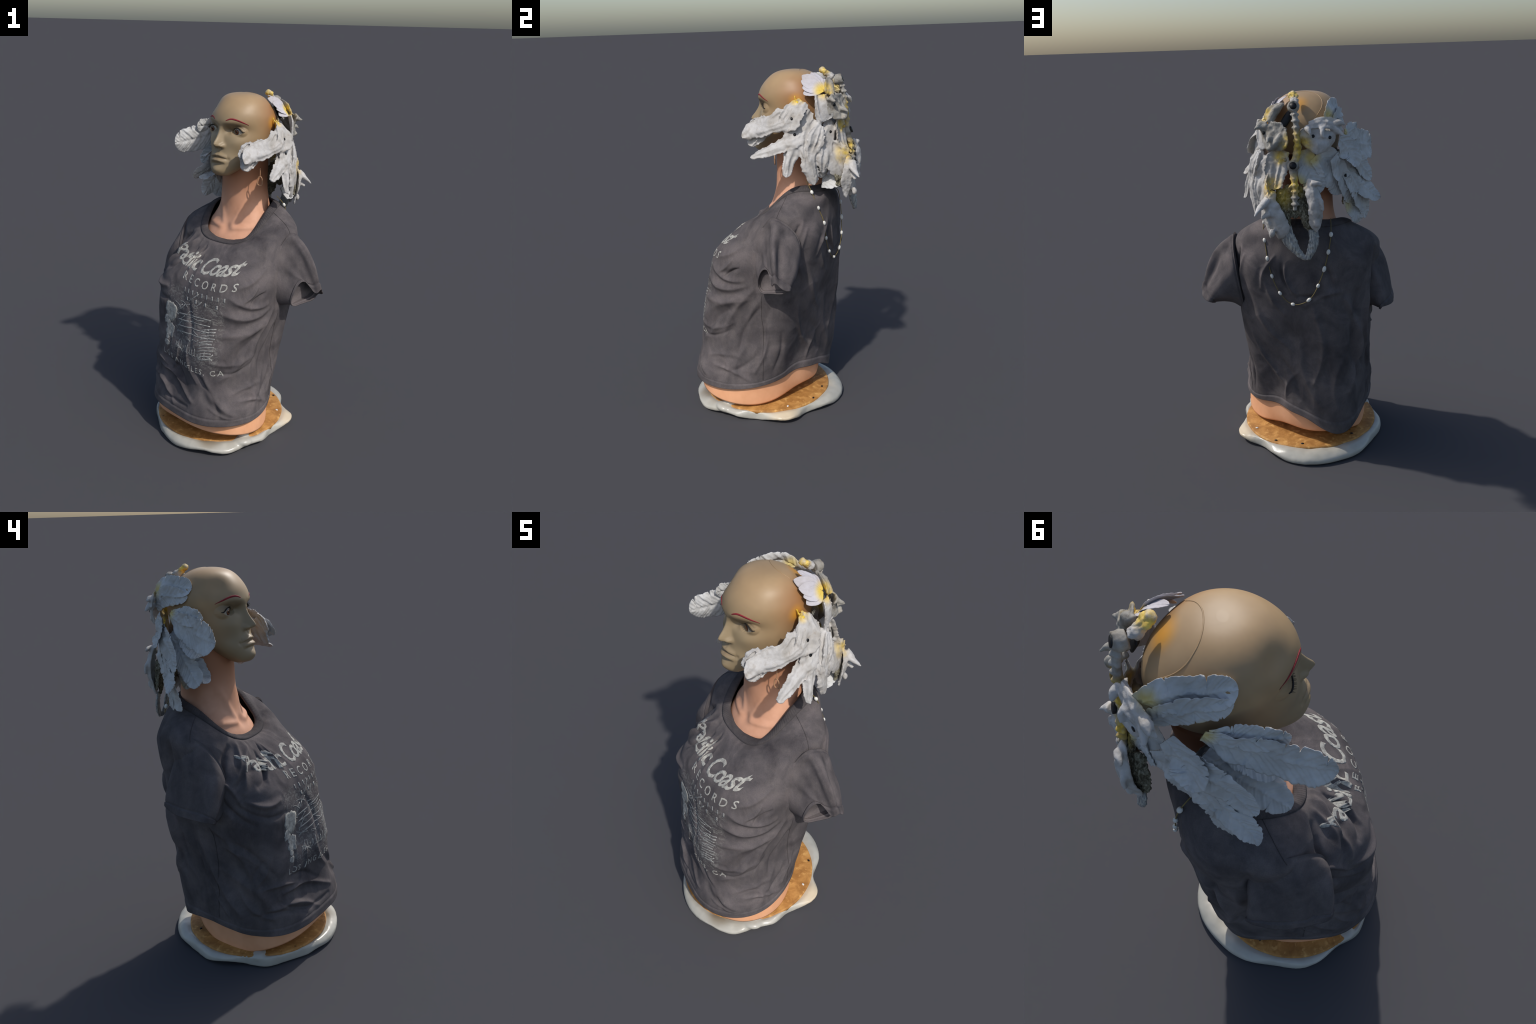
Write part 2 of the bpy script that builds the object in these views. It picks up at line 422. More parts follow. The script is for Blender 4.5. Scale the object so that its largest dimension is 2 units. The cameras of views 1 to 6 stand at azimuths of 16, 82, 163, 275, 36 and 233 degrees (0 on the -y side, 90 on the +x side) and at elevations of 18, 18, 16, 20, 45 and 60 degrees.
def head_surface():
    nz, nv = 300, 420
    k = HEAD_KEYS
    d = np.r_[0, np.cumsum(np.linalg.norm(np.diff(k, axis=0), axis=1))]
    R = spline(d, k, np.linspace(0, d[-1], nz))
    u = np.linspace(0, 2 * math.pi, nv, endpoint=False)
    ph = u - 0.5 * np.sin(u)
    s, c = np.sin(ph), np.cos(ph)
    z, yf, yb, w = R[:, 0:1], R[:, 1:2], R[:, 2:3], np.maximum(R[:, 3:4], 0.001)
    yc = yf + (yb - yf) * (0.52 + 0 * z)
    x = w * s * np.where(s < 0, 0.97, 1.0)
    y = np.where(c > 0, yc - (yc - yf) * np.abs(c), yc + (yb - yc) * np.abs(c))
    tilt = 0.36 * sstep(1.72, 1.545, z)
    Z = z + tilt * np.maximum(y - yf - 0.03, 0)
    x = x + 0 * y; Z = Z + 0 * x
    front = sstep(0.1, 0.5, c)[None, :] + 0 * x
    out = np.zeros_like(x)                      # displacement towards -y
    ax = np.abs(x)
    # brow, cheeks, temples
    out += 0.005 * gauss(Z - 1.842, 0.02) * gauss(ax - 0.07, 0.06)
    out += 0.010 * gauss(Z - 1.735, 0.035) * gauss(ax - 0.105, 0.045)
    out -= 0.006 * gauss(Z - 1.66, 0.03) * gauss(ax - 0.10, 0.03)
    # eye sockets
    for ex, ez in EYES:
        out -= 0.024 * gauss(x - ex * 0.96, 0.046) * gauss(Z - ez - 0.012, 0.026)
        out -= 0.018 * gauss(x - np.sign(ex) * 0.040, 0.018) * gauss(Z - ez - 0.008, 0.022)
    # nose
    nk = np.array([[1.66, 0, .02], [1.692, 0, .020], [1.699, .006, .021], [1.706, .026, .021], [1.714, .044, .0195], [1.724, .053, .0185], [1.736, .049, .0175],
                   [1.757, .034, .0155], [1.78, .020, .014], [1.80, .009, .014], [1.82, .002, .016], [1.84, 0, .02]])
    amp = np.interp(Z, nk[:, 0], nk[:, 1]); wid = np.interp(Z, nk[:, 0], nk[:, 2])
    out += amp * np.exp(-np.abs(x / wid) ** 2.2)
    out += 0.019 * gauss(ax - 0.0265, 0.011) * gauss(Z - 1.7135, 0.012)
    out -= 0.012 * gauss(ax - 0.014, 0.008) * gauss(Z - 1.700, 0.006)
    # mouth
    t = np.clip(1 - (x / 0.056) ** 2, 0, 1)
    zm = 1.6485 - 0.010 * (x / 0.06) ** 2 + 0.002 * gauss(ax - 0.012, 0.012)
    out += 0.0145 * t ** 0.8 * gauss(Z - zm - 0.0130, 0.0100) + 0.0175 * t ** 0.9 * gauss(Z - zm + 0.0150, 0.0115)
    out -= 0.009 * t ** 0.5 * gauss(Z - zm, 0.0035)
    out -= 0.006 * gauss(ax - 0.062, 0.009) * gauss(Z - 1.638, 0.010)
    out -= 0.003 * gauss(x, 0.006) * gauss(Z - 1.683, 0.012)
    out -= 0.008 * gauss(x, 0.04) * gauss(Z - 1.613, 0.010)
    out += 0.013 * gauss(x, 0.038) * gauss(Z - 1.580, 0.022)
    y = y - out * front
    # lids wrap the eyeballs
    for ex, ez in EYES:
        dx, dz = x - ex, Z - ez
        lid = EYE_Y - np.sqrt(np.maximum((EYE_R + 0.0035) ** 2 - dx ** 2 - dz ** 2, 1e-8))
        inside = (dx ** 2 + dz ** 2 < (EYE_R + 0.004) ** 2) & (c > 0.2)[None, :]
        h = 0.5 + 0.5 * np.clip((lid - y) / 0.010, -1, 1)      # smooth minimum of the two surfaces
        blend = lid * (1 - h) + y * h - 0.010 * h * (1 - h)
        yl = np.where(inside, blend, y)
        px = dx / 0.036 * (1 if ex > 0 else -1)
        up = 0.0220 * np.clip(1 - np.abs(px + 0.10) ** 2.4, 0, 1); dn = 0.0160 * np.clip(1 - np.abs(px) ** 2.2, 0, 1)
        tiltz = dz - 0.002 * px
        open_ = (tiltz < up) & (tiltz > -dn) & (np.abs(px) < 1) & (c > 0.2)[None, :]
        yl = np.where(open_, EYE_Y - EYE_R + 0.012, yl)
        # crease over the upper lid
        yl = yl + 0.003 * gauss(tiltz - 0.0205 * np.clip(1 - px ** 2, 0, 1) - 0.010, 0.003) * (np.abs(px) < 1.1) * (c > 0.2)[None, :]
        y = yl
    # shallow dent on the right of the crown
    P = np.stack([x, y, Z], -1)
    c0 = np.array([0, 0.13, 1.80]); q = norm(P - c0)
    dent = 0.016 * np.exp(-((P - np.array([-0.125, 0.0, 1.925])) ** 2).sum(-1) / 0.055 ** 2)
    return P - q * dent[..., None]

def head_to_figure(P):
    c, s = math.cos(HEAD_YAW), math.sin(HEAD_YAW)
    P = np.array(P, float); x, y = P[..., 0], P[..., 1] - HC[1]
    Q = P.copy(); Q[..., 0] = HC[0] + c * x - s * y; Q[..., 1] = HC[1] + s * x + c * y + 0.005
    return Q

HP = head_surface()
V, F = tube_geo(head_to_figure(HP))
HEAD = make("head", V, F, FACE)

def face_point(x, z, lift=0.0):
    """Point on the front of the face at head-frame (x, z)."""
    q = HP[:, np.r_[0:140, 280:420]].reshape(-1, 3); q = q[q[:, 1] < 0.16]
    d = (q[:, 0] - x) ** 2 + (q[:, 2] - z) ** 2
    i = np.argsort(d)[:6]; p = q[i].mean(0)
    return np.array([x, p[1] - lift, z])

# moulding line across the crown
cp = HP.reshape(-1, 3); cpf = head_to_figure(cp)
line = path([(.035, .19, 1.955), (.010, .171, 1.969), (-.046, .162, 1.989), (-.077, .170, 1.990), (-.110, .184, 1.983), (-.137, .205, 1.969), (-.155, .240, 1.943), (-.145, .291, 1.907), (-.11, .33, 1.86)], 60)
line = np.array([cpf[np.argmin(((cpf - p) ** 2).sum(1))] for p in line])
ker = np.ones(5) / 5
line = np.stack([np.convolve(np.pad(line[:, k], 2, mode='edge'), ker, 'valid') for k in range(3)], 1)
make("moulding_line", *tube(line, [.0022, .0022], 80, 6), FACE, HEAD)

# eyes: white ball, brown iris, black pupil, lashes
EYE_M = Mat("painted_eye", rough=0.15, spec=0.6)
def _eye_mat():
    m = EYE_M
    ball = m.node("ShaderNodeTexCoord").outputs["Generated"]
    n = m.node("ShaderNodeVectorMath", operation='SUBTRACT'); m.link(ball, n.inputs[0]); n.inputs[1].default_value = (0.5, 0.0, 0.5)
    l = m.node("ShaderNodeVectorMath", operation='LENGTH'); m.link(n.outputs[0], l.inputs[0])
    c = m.ramp(l.outputs["Value"], [(0.0, srgb(12, 9, 8)), (0.060, srgb(16, 10, 8)), (0.080, srgb(112, 62, 28)), (0.150, srgb(88, 44, 20)), (0.180, srgb(30, 18, 12)), (0.200, srgb(176, 166, 148)), (0.5, srgb(196, 184, 166))])
    m.colour(c); return m.m
_eye_mat()
for ex, ez in EYES:
    c = head_to_figure(np.array([ex, EYE_Y, ez]))
    v, f = ellipsoid((0, 0, 0), (EYE_R,) * 3, axis=(0, -1, 0), nu=40, nv=48)
    e = make("eye", v, f, EYE_M.m, HEAD); e.location = c
    e.rotation_euler = (0, 0, math.radians(-6))
    sg = 1 if ex > 0 else -1
    pts = []
    for px in np.linspace(-1.0, 1.12, 14):
        z = ez + 0.0220 * max(0, 1 - abs(px + 0.10) ** 2.4) + 0.002 * px - 0.0005
        x = ex + sg * px * 0.036
        yy = EYE_Y - math.sqrt(max((EYE_R + 0.0048) ** 2 - (x - ex) ** 2 - (z - ez) ** 2, 1e-8))
        pts.append((x, yy, z))
    g = tube(head_to_figure(np.array(pts)), [0.0006, 0.0016, 0.0022, 0.0030, 0.0014], 40, 8)
    lash = [g]
    for k in range(16):
        i = 5 + k * 0.5; p = np.array(pts[min(int(i), 13)]) * (1 - i % 1) + np.array(pts[min(int(i) + 1, 13)]) * (i % 1)
        tip = p + np.array([sg * (0.003 + 0.006 * k / 16), -0.009, 0.006 + 0.003 * math.sin(k * 2.1)])
        lash.append(tube(head_to_figure(np.array([p, (p + tip) / 2 + [0, -0.001, -0.001], tip])), [0.0008, 0.0003], 6, 5))
    make("eyelash", *join(*lash), LASH, HEAD, kind="stuff")

# red painted brows
for sg, zz in ((1, (1.852, 1.862, 1.859, 1.848, 1.829)), (-1, (1.856, 1.866, 1.863, 1.852, 1.833))):
    xs = (0.040, 0.066, 0.090, 0.115, 0.142)
    sp = path(np.array([(sg * x, 0, z) for x, z in zip(xs, zz)]), 40)
    pts = np.array([face_point(p[0], p[2], 0.0006) for p in sp])
    pts[:, 1] = np.convolve(np.pad(pts[:, 1], 3, mode='edge'), np.ones(7) / 7, 'valid')
    pts = head_to_figure(pts)
    make("eyebrow", *tube(pts, [0.0022, 0.0050, 0.0054, 0.0042, 0.0012], 60, 8, hint=(0, -1, 0), flat=0.45), BROW, HEAD)

# ------------------------------------------------------------------ neck, chest, hips
def ring_loft(keys, nu=90, nv=120, expo=2.0):
    """keys: rows of z, cx, cy, rx, ry."""
    k = np.asarray(keys, float)
    d = np.r_[0, np.cumsum(np.linalg.norm(np.diff(k, axis=0), axis=1))]
    R = spline(d, k, np.linspace(0, d[-1], nu))
    a = np.linspace(0, 2 * math.pi, nv, endpoint=False)
    ca, sa = np.cos(a), np.sin(a)
    sx = np.sign(sa) * np.abs(sa) ** (2 / expo); sy = -np.sign(ca) * np.abs(ca) ** (2 / expo)
    return np.stack([R[:, 1:2] + R[:, 3:4] * sx, R[:, 2:3] + R[:, 4:5] * sy, R[:, 0:1] + 0 * sx], -1)

NP = ring_loft([[1.05, -.065, .10, .22, .16], [1.12, -.065, .11, .235, .185], [1.17, -.065, .125, .235, .185], [1.22, -.066, .140, .220, .165], [1.27, -.068, .150, .190, .150],
                [1.32, -.070, .158, .158, .148], [1.38, -.072, .160, .138, .146], [1.45, -.073, .158, .131, .142],
                [1.53, -.074, .160, .129, .142], [1.60, -.075, .170, .125, .138], [1.66, -.076, .185, .115, .125]])
x, y, z = NP[..., 0], NP[..., 1], NP[..., 2]
fr = sstep(0.13, 0.02, y)
d = np.zeros_like(x)
for sg in (-1, 1):      # neck tendons and collar bones
    cx = -0.07 + sg * (0.02 + 0.42 * np.clip(z - 1.22, 0, 0.3))
    d += 0.006 * gauss(x - cx, 0.018) * sstep(1.20, 1.26, z) * sstep(1.50, 1.38, z)
    d += 0.010 * gauss(z - 1.228 - 0.12 * (np.abs(x + 0.07) - 0.05), 0.014) * sstep(0.02, 0.05, sg * (x + 0.07))
d -= 0.010 * gauss(x + 0.07, 0.022) * gauss(z - 1.222, 0.025)
NP[..., 1] = y - d * fr
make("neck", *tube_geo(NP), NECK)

ang8 = lambda vals: (lambda ph: ring_spline(vals, ph))
def belly(nv=160, nu=40):
    a = np.linspace(0, 2 * math.pi, nv, endpoint=False)
    # directions: front, front-left, left, back-left, back, back-right, right, front-right
    zlow = ring_spline([.150, .125, .080, .12, .12, .10, .042, .105], a)
    ztop = 0.42 + 0 * a
    rl = ring_spline([.406, .464, .352, .262, .29, .315, .318, .394], a)
    rt = ring_spline([.318, .392, .315, .260, .30, .33, .297, .330], a)
    u = np.linspace(0, 1, nu)[:, None]
    r = rl * (1 - u) + rt * u - 0.010 * (1 - u) ** 8
    zz = zlow * (1 - u) + ztop * u
    P = np.stack([-0.07 + r * np.sin(a), -0.06 - r * np.cos(a), zz], -1)
    inner = P[:1].copy(); inner[..., 0] = -0.07 + (rl - 0.035) * np.sin(a); inner[..., 1] = -0.06 - (rl - 0.035) * np.cos(a); inner[..., 2] += 0.006
    return np.concatenate([inner, P], 0)
make("torso", *tube_geo(belly()), HIPS)

# ------------------------------------------------------------------ shirt
# each ring: nominal height row -> centre x, centre y, 16 radii, heights at 16 or 8 angles
# (from the front round by her left side, the back, her right side)
SHIRT = [
    (-.07, -.06, [.420, .463, .480, .428, .354, .305, .265, .287, .320, .375, .352, .325, .340, .380, .410, .410],
     [.195, .195, .20, .196, .205, .230, .245, .235, .205, .140, .165, .19, .195, .19, .185, .19]),
    (-.07, -.06, [.402, .455, .468, .418, .353, .315, .268, .290, .328, .395, .360, .332, .342, .384, .400, .390], [.27, .27, .26, .32, .29, .26, .26, .26]),
    (-.07, -.06, [.352, .412, .430, .392, .348, .342, .288, .298, .336, .408, .372, .332, .330, .364, .374, .343], [.40, .40, .40, .41, .40, .40, .40, .40]),
    (-.07, -.06, [.354, .408, .422, .380, .344, .360, .312, .311, .350, .420, .375, .334, .326, .348, .370, .344], [.52] * 8),
    (-.07, -.055, [.336, .384, .400, .378, .358, .393, .370, .334, .365, .436, .398, .352, .344, .362, .370, .324], [.70] * 8),
    (-.065, -.03, [.338, .376, .396, .386, .378, .402, .384, .354, .378, .418, .408, .372, .362, .378, .386, .340], [.85] * 8),
    (-.06, .00, [.306, .352, .384, .386, .383, .388, .374, .342, .362, .393, .412, .392, .374, .350, .342, .312], [1.0] * 8),
    (-.06, .05, [.242, .292, .334, .370, .384, .382, .348, .310, .317, .342, .388, .392, .388, .312, .278, .252], [1.088, 1.09, 1.12, 1.14, 1.14, 1.14, 1.12, 1.085]),
    (-.06, .09, [.222, .250, .284, .335, .368, .342, .280, .268, .272, .288, .330, .357, .374, .302, .250, .224], [1.135, 1.170, 1.235, 1.245, 1.245, 1.24, 1.222, 1.160]),
    (-.062, .11, [.215, .227, .246, .277, .302, .285, .258, .246, .242, .246, .266, .284, .292, .268, .242, .222], [1.148, 1.185, 1.296, 1.305, 1.305, 1.300, 1.280, 1.178]),
    (-.063, .12, [.205, .220, .236, .226, .222, .216, .210, .206, .206, .208, .212, .220, .228, .230, .233, .214], [1.155, 1.192, 1.338, 1.345, 1.345, 1.335, 1.310, 1.186]),
]

def shirt_rings(nu, phi):
    cen = np.array([[a, b] for a, b, _, _ in SHIRT])
    rad = np.array([ring_spline(r, phi) for _, _, r, _ in SHIRT])
    hgt = np.array([ring_spline(h, phi) for _, _, _, h in SHIRT])
    d = np.array([0, .08, .21, .33, .51, .66, .81, .93, 1.04, 1.13, 1.22])
    t = np.linspace(0, d[-1], nu) if np.isscalar(nu) else nu
    C = spline(d, cen, t); R = spline(d, rad, t); H = spline(d, hgt, t)
    return np.stack([C[:, :1] + R * np.sin(phi), C[:, 1:] - R * np.cos(phi), H], -1), t

# folds: start, end as (angle in degrees from front, + = her left; height), width, depth
FOLDS = [
    # from her left armpit across the chest and flank
    ((75, .87), (40, .93), .020, .012), ((78, .84), (35, .84), .026, .014), ((80, .80), (30, .72), .030, .010),
    ((82, .76), (38, .60), .030, .008), ((70, .70), (45, .52), .022, -.006), ((60, .66), (35, .45), .020, .006),
    ((95, .78), (80, .50), .030, .008), ((105, .75), (100, .42), .030, -.007),
    ((25, .47), (48, .25), .022, .014), ((18, .47), (38, .24), .014, -.008), ((60, .42), (64, .24), .020, .009), ((78, .46), (70, .27), .022, .008),
    ((88, .40), (60, .30), .020, -.006), ((45, .37), (70, .40), .016, .005),
    ((85, .82), (58, .38), .024, .009), ((92, .70), (72, .36), .018, -.007), ((68, .60), (30, .56), .016, .006), ((66, .56), (34, .50), .012, -.005),
    ((50, .90), (62, .98), .014, .010), ((58, .88), (70, .94), .010, -.012), ((44, .98), (66, 1.06), .016, .006), ((100, .62), (86, .30), .016, .008),
    ((112, .55), (104, .30), .016, -.006), ((52, .33), (80, .25), .012, .006), ((30, .30), (56, .23), .010, .005), ((5, .60), (18, .42), .014, .006), ((0, .86), (10, .62), .018, -.006),
    ((-8, .58), (-18, .42), .012, .007), ((-24, .62), (-30, .46), .012, -.006),
    # belly ripples on her right, level with the hem
    ((-40, .40), (15, .31), .014, .012), ((-45, .36), (10, .27), .012, -.010), ((-50, .33), (-5, .25), .014, .012), ((-60, .44), (-20, .41), .014, .008),
    ((-65, .30), (-20, .25), .012, -.007), ((-30, .47), (5, .38), .014, -.007), ((-75, .42), (-50, .28), .016, .009),
    # drapes from the neck towards her right arm
    ((-38, 1.14), (-62, .96), .020, .018), ((-30, 1.10), (-50, .98), .014, -.014), ((-50, 1.15), (-70, 1.00), .020, .014), ((-60, 1.16), (-76, 1.02), .014, -.014),
    ((-62, .92), (-35, .90), .016, .012), ((-70, .90), (-30, .83), .014, -.008), ((-18, 1.12), (-20, 1.03), .012, -.012), ((-12, 1.11), (-14, 1.02), .012, .008),
    # flank on her right: long sweeps down to the front
    ((-100, .78), (-55, .36), .026, .012), ((-112, .74), (-75, .30), .026, .012), ((-95, .72), (-45, .50), .022, -.007), ((-125, .70), (-105, .30), .026, .010),
    ((-118, .72), (-90, .28), .018, -.008), ((-50, .62), (-62, .46), .012, .006), ((-55, .60), (-66, .44), .010, -.005),
    ((-84, .96), (-60, .80), .018, -.010), ((-80, 1.02), (-66, .90), .014, .010), ((-88, .66), (-60, .58), .016, .006), ((-108, .52), (-84, .26), .014, .008),
    ((-48, 1.05), (-66, .99), .012, -.010), ((-25, 1.06), (-40, 1.00), .012, .010),
    ((-92, .53), (-45, .30), .040, .012),
    # back
    ((185, .90), (184, .45), .016, .008), ((205, .62), (202, .30), .018, .009), ((-132, .68), (-128, .50), .014, -.010), ((148, 1.18), (140, 1.00), .014, .008), ((-165, 1.16), (-160, 1.02), .014, -.007),
    ((168, .50), (150, .30), .018, .007), ((126, .70), (150, .40), .018, .007),
    ((-150, .95), (-148, .40), .022, .020), ((-140, .98), (-138, .45), .024, -.018), ((-160, .90), (-158, .35), .030, -.006), ((-128, .98), (-122, .60), .022, .014),
    ((175, .97), (195, 1.00), .016, -.012), ((180, .93), (205, 1.00), .016, .010), ((160, 1.12), (172, .98), .012, .010), ((156, 1.14), (166, 1.00), .010, -.010),
    ((140, 1.12), (160, .86), .016, .006), ((132, .92), (165, .62), .020, .006), ((172, .70), (190, .30), .030, .007), ((150, .56), (170, .34), .030, -.006),
    ((110, 1.18), (118, .90), .018, -.014), ((118, 1.16), (126, .88), .018, .008), ((-110, 1.18), (-118, .90), .018, -.014),
]

def fold_relief(phi, H):
    """Sum of ridges and furrows on the cloth; phi (nv), H (nu, nv)."""
    out = np.zeros_like(H)
    for (a0, z0), (a1, z1), wid, dep in FOLDS:
        dphi = lambda a: (np.mod(phi - math.radians(a) + math.pi, 2 * math.pi) - math.pi) * 0.40
        X = dphi(a0)[None, :] + 0 * H; Y = H - z0
        ex = math.radians((a1 - a0 + 180) % 360 - 180) * 0.40; ey = z1 - z0
        L2 = ex * ex + ey * ey
        t = np.clip((X * ex + Y * ey) / L2, 0, 1)
        bend = 0.10 * math.sqrt(L2) * np.sin(math.pi * t) * (1 if (a0 * 7 + z0 * 91) % 2 > 1 else -1)
        px = X - t * ex; py = Y - t * ey
        side = (px * ey - py * ex) / math.sqrt(L2)
        dist = np.sqrt(np.maximum(px ** 2 + py ** 2 - side ** 2, 0) + (side - bend) ** 2)
        env = 0.25 + 0.75 * np.sin(math.pi * np.clip(t * 0.9 + 0.05, 0, 1))
        out += 1.7 * dep * env * np.exp(-(dist / (wid * 0.9)) ** 1.7)
    return out

def shirt_surface(phi, t):
    P, t = shirt_rings(t, phi)
    du = np.gradient(P, axis=0); 
    e = 1e-3
    Pp, _ = shirt_rings(t, phi + e); dv = Pp - P
    N = norm(np.cross(dv, du))
    H = P[..., 2]
    d = fold_relief(phi, H)
    q = np.stack([np.sin(phi)[None] * 3 + 0 * H, -np.cos(phi)[None] * 3 + 0 * H, H * 5], -1)
    calm = sstep(1.22, 1.05, t)[:, None]
    d = d + calm * (0.006 * fbm(q * 1.1, 2, 3) + 0.0028 * (1 - 2 * np.abs(fbm(q * 1.6 + 0.4 * np.stack([fbm(q, 2, 8)] * 3, -1), 1, 5))))
    # hem stays flatter and has a stitched edge
    hem = sstep(0.03, 0.055, t)[:, None]
    d = d * (0.35 + 0.65 * sstep(0.0, 0.12, t)[:, None]) + 0.004 * (1 - hem) - 0.003 * gauss(t - 0.043, 0.005)[:, None]
    return P + N * d[..., None], N

def solid(P, N, thick):
    """Give an open ring surface a thickness inward."""
    inner = P - N * thick
    nu, nv = P.shape[:2]
    full = np.concatenate([inner[::-1], P], 0)
    V = full.reshape(-1, 3); F = grid_faces(2 * nu, nv, wrap_u=True)
    return V, F

NU, NVS = 330, 560
PHI = np.linspace(0, 2 * math.pi, NVS, endpoint=False)
T = np.linspace(0, 1.22, NU)
SP, SN = shirt_surface(PHI, T)
SHIRT_OB = make("shirt", *solid(SP, SN, 0.006), PRINTED)

# ribbed collar band
def collar():
    band = []
    top = SP[-1]; cen = top.mean(0)
    inward = norm((cen - top) * np.array([1, 1, 0]))
    up = np.array([0, 0, 1.0])
    down = norm(SP[-1] - SP[-12])
    prof = [(-.016, .004), (-.008, .009), (0.006, .010), (.022, .009), (.034, .005), (.035, -.002), (.022, -.004), (0.0, -.006), (-.014, -.006)]
    rings = []
    for a, b in prof:
        rings.append(top + down * a * 0.9 + SN[-1] * (b - 0.001) + inward * max(a, 0) * 0.15)
    P = np.array(rings)
    rib = 0.0006 * np.sin(np.arange(NVS) * 2 * math.pi / NVS * 140)
    P = P + SN[-1][None] * rib[None, :, None]
    return P.reshape(-1, 3), grid_faces(len(prof), NVS, wrap_u=True)
make("collar", *collar(), RIB, SHIRT_OB)

# sleeves: armhole ring -> middle -> cuff, eight points each
def sleeve(rings, seed, parent, pleats=()):
    K = np.array(rings, float)                       # (k, 8, 3)
    nv = 160; a = np.linspace(0, 2 * math.pi, nv, endpoint=False)
    R = np.array([np.stack([ring_spline(k[:, j], a) for j in range(3)], -1) for k in K])
    ts = np.linspace(0, 1, len(K)); nu = 110; u = np.linspace(0, 1, nu)
    P = spline(ts, R.reshape(len(K), -1), u).reshape(nu, nv, 3)
    du = np.gradient(P, axis=0); dv = np.roll(P, -1, 1) - np.roll(P, 1, 1)
    N = norm(np.cross(dv, du))
    cen = P.mean(1, keepdims=True)
    if ((P - cen) * N).sum(-1).mean() < 0: N = -N
    rel = 0.010 * fbm(np.stack([P[..., 0] * 9, P[..., 1] * 16, P[..., 2] * 5], -1), 2, seed)
    U = u[:, None]
    for k, width, depth in pleats:                   # long pleats running down the empty sleeve
        da = np.mod(a - k * math.pi / 4 + math.pi, 2 * math.pi) - math.pi
        rel = rel + depth * gauss(da, width)[None] * np.sin(math.pi * np.clip(U * 0.85 + 0.08, 0, 1))
    rel = rel * sstep(0.0, 0.2, U) + 0.004 * sstep(0.90, 0.92, U) - 0.003 * gauss(U - 0.895, 0.012) - 0.006 * gauss(U - 0.03, 0.03)
    P = P + N * rel[..., None]
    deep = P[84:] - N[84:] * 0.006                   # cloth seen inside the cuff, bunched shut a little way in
    shut = cen[80:81] + (deep[:1] - cen[80:81]) * 0.3
    V, F = tube_geo(np.concatenate([P, deep[::-1], shut], 0))
    return make("sleeve", V, F, COTTON, parent)

L_ARM = [(.335, .08, 1.245), (.325, .19, 1.15), (.300, .20, .98), (.285, .13, .83), (.29, .00, .82), (.285, -.07, .95), (.295, -.04, 1.118), (.315, .02, 1.215)]
L_MID = [(.445, .082, 1.130), (.402, .158, 1.07), (.388, .190, .94), (.358, .10, .86), (.350, .00, .842), (.345, -.035, .93), (.348, .005, 1.04), (.402, .042, 1.11)]
L_CUF = [(.514, .100, .938), (.508, .140, .900), (.466, .168, .880), (.460, .095, .862), (.402, .00, .852), (.412, -.005, .930), (.440, .042, .978), (.495, .080, .920)]
sleeve([L_ARM, L_MID, L_CUF], 31, SHIRT_OB, ((0.0, .16, .010), (0.55, .20, -.018), (7.1, .25, -.010), (6.1, .2, .010), (1.5, .2, .008)))
R_ARM = [(-.425, .07, 1.225), (-.395, .16, 1.17), (-.38, .20, 1.03), (-.37, .18, .87), (-.37, .06, .80), (-.37, -.05, .85), (-.385, -.09, 1.0), (-.405, -.035, 1.15)]
R_MID = [(-.500, .055, 1.05), (-.466, .160, 1.03), (-.432, .209, .95), (-.410, .18, .87), (-.400, .06, .82), (-.415, -.05, .835), (-.460, -.090, .92), (-.488, -.035, 1.02)]
R_CUF = [(-.538, .06, .850), (-.508, .16, .856), (-.460, .232, .866), (-.458, .19, .842), (-.465, .06, .826), (-.475, -.04, .820), (-.522, -.078, .838), (-.550, -.03, .848)]
sleeve([R_ARM, R_MID, R_CUF], 47, SHIRT_OB, ((6.6, .2, .012), (5.7, .22, -.014), (7.4, .25, -.010), (1.6, .22, .010), (0.6, .2, -.006)))

def seam(phi_deg, t0, t1, sway=0.0):
    n = 60; t = np.linspace(t0, t1, n); k = np.clip(np.searchsorted(T, t), 0, NU - 1)
    ph = np.radians(phi_deg + sway * np.sin(np.linspace(0, 3, n)))
    j = np.mod(np.round(ph / (2 * math.pi) * NVS).astype(int), NVS)
    pts = SP[k, j] + SN[k, j] * 0.0006
    ker = np.ones(5) / 5
    pts = np.stack([np.convolve(np.pad(pts[:, c], 2, mode='edge'), ker, 'valid') for c in range(3)], 1)
    make("seam", *tube(pts, [.0016, .0016], 80, 6), RIB, SHIRT_OB)
seam(88, 1.02, 1.21); seam(272, 1.02, 1.21); seam(93, 0.05, 0.60, 2); seam(262, 0.05, 0.58, 2)

# ------------------------------------------------------------------ print on the shirt
from mathutils.bvhtree import BVHTree
CAST = BVHTree.FromPolygons([tuple(p) for p in SP.reshape(-1, 3)], grid_faces(NU, NVS))
def on_shirt(x, z, lift):
    """Drop figure-frame (x, z) onto the front of the shirt."""
    out = np.empty((len(x), 3))
    for i in range(len(x)):
        h = CAST.ray_cast(Vector((x[i], -1.0, z[i])), Vector((0, 1, 0)))
        n = h[1] if h[1].y < 0 else -h[1]
        out[i] = h[0] + n * lift
    return out

def decal(name, verts2d, faces, mat, lift=0.0009, thick=0.0006, kind=None):
    v = np.asarray(verts2d)
    top = on_shirt(v[:, 0], v[:, 1], lift); bot = on_shirt(v[:, 0], v[:, 1], lift - thick)
    n = len(v)
    edges = {}
    for f in faces:
        for a, b in zip(f, f[1:] + f[:1]): edges[(a, b)] = True
    F = list(faces) + [tuple(n + i for i in f[::-1]) for f in faces]
    F += [(b, a, n + a, n + b) for a, b in edges if (b, a) not in edges]
    return make(name, np.vstack([top, bot]), F, mat, SHIRT_OB, kind=kind)

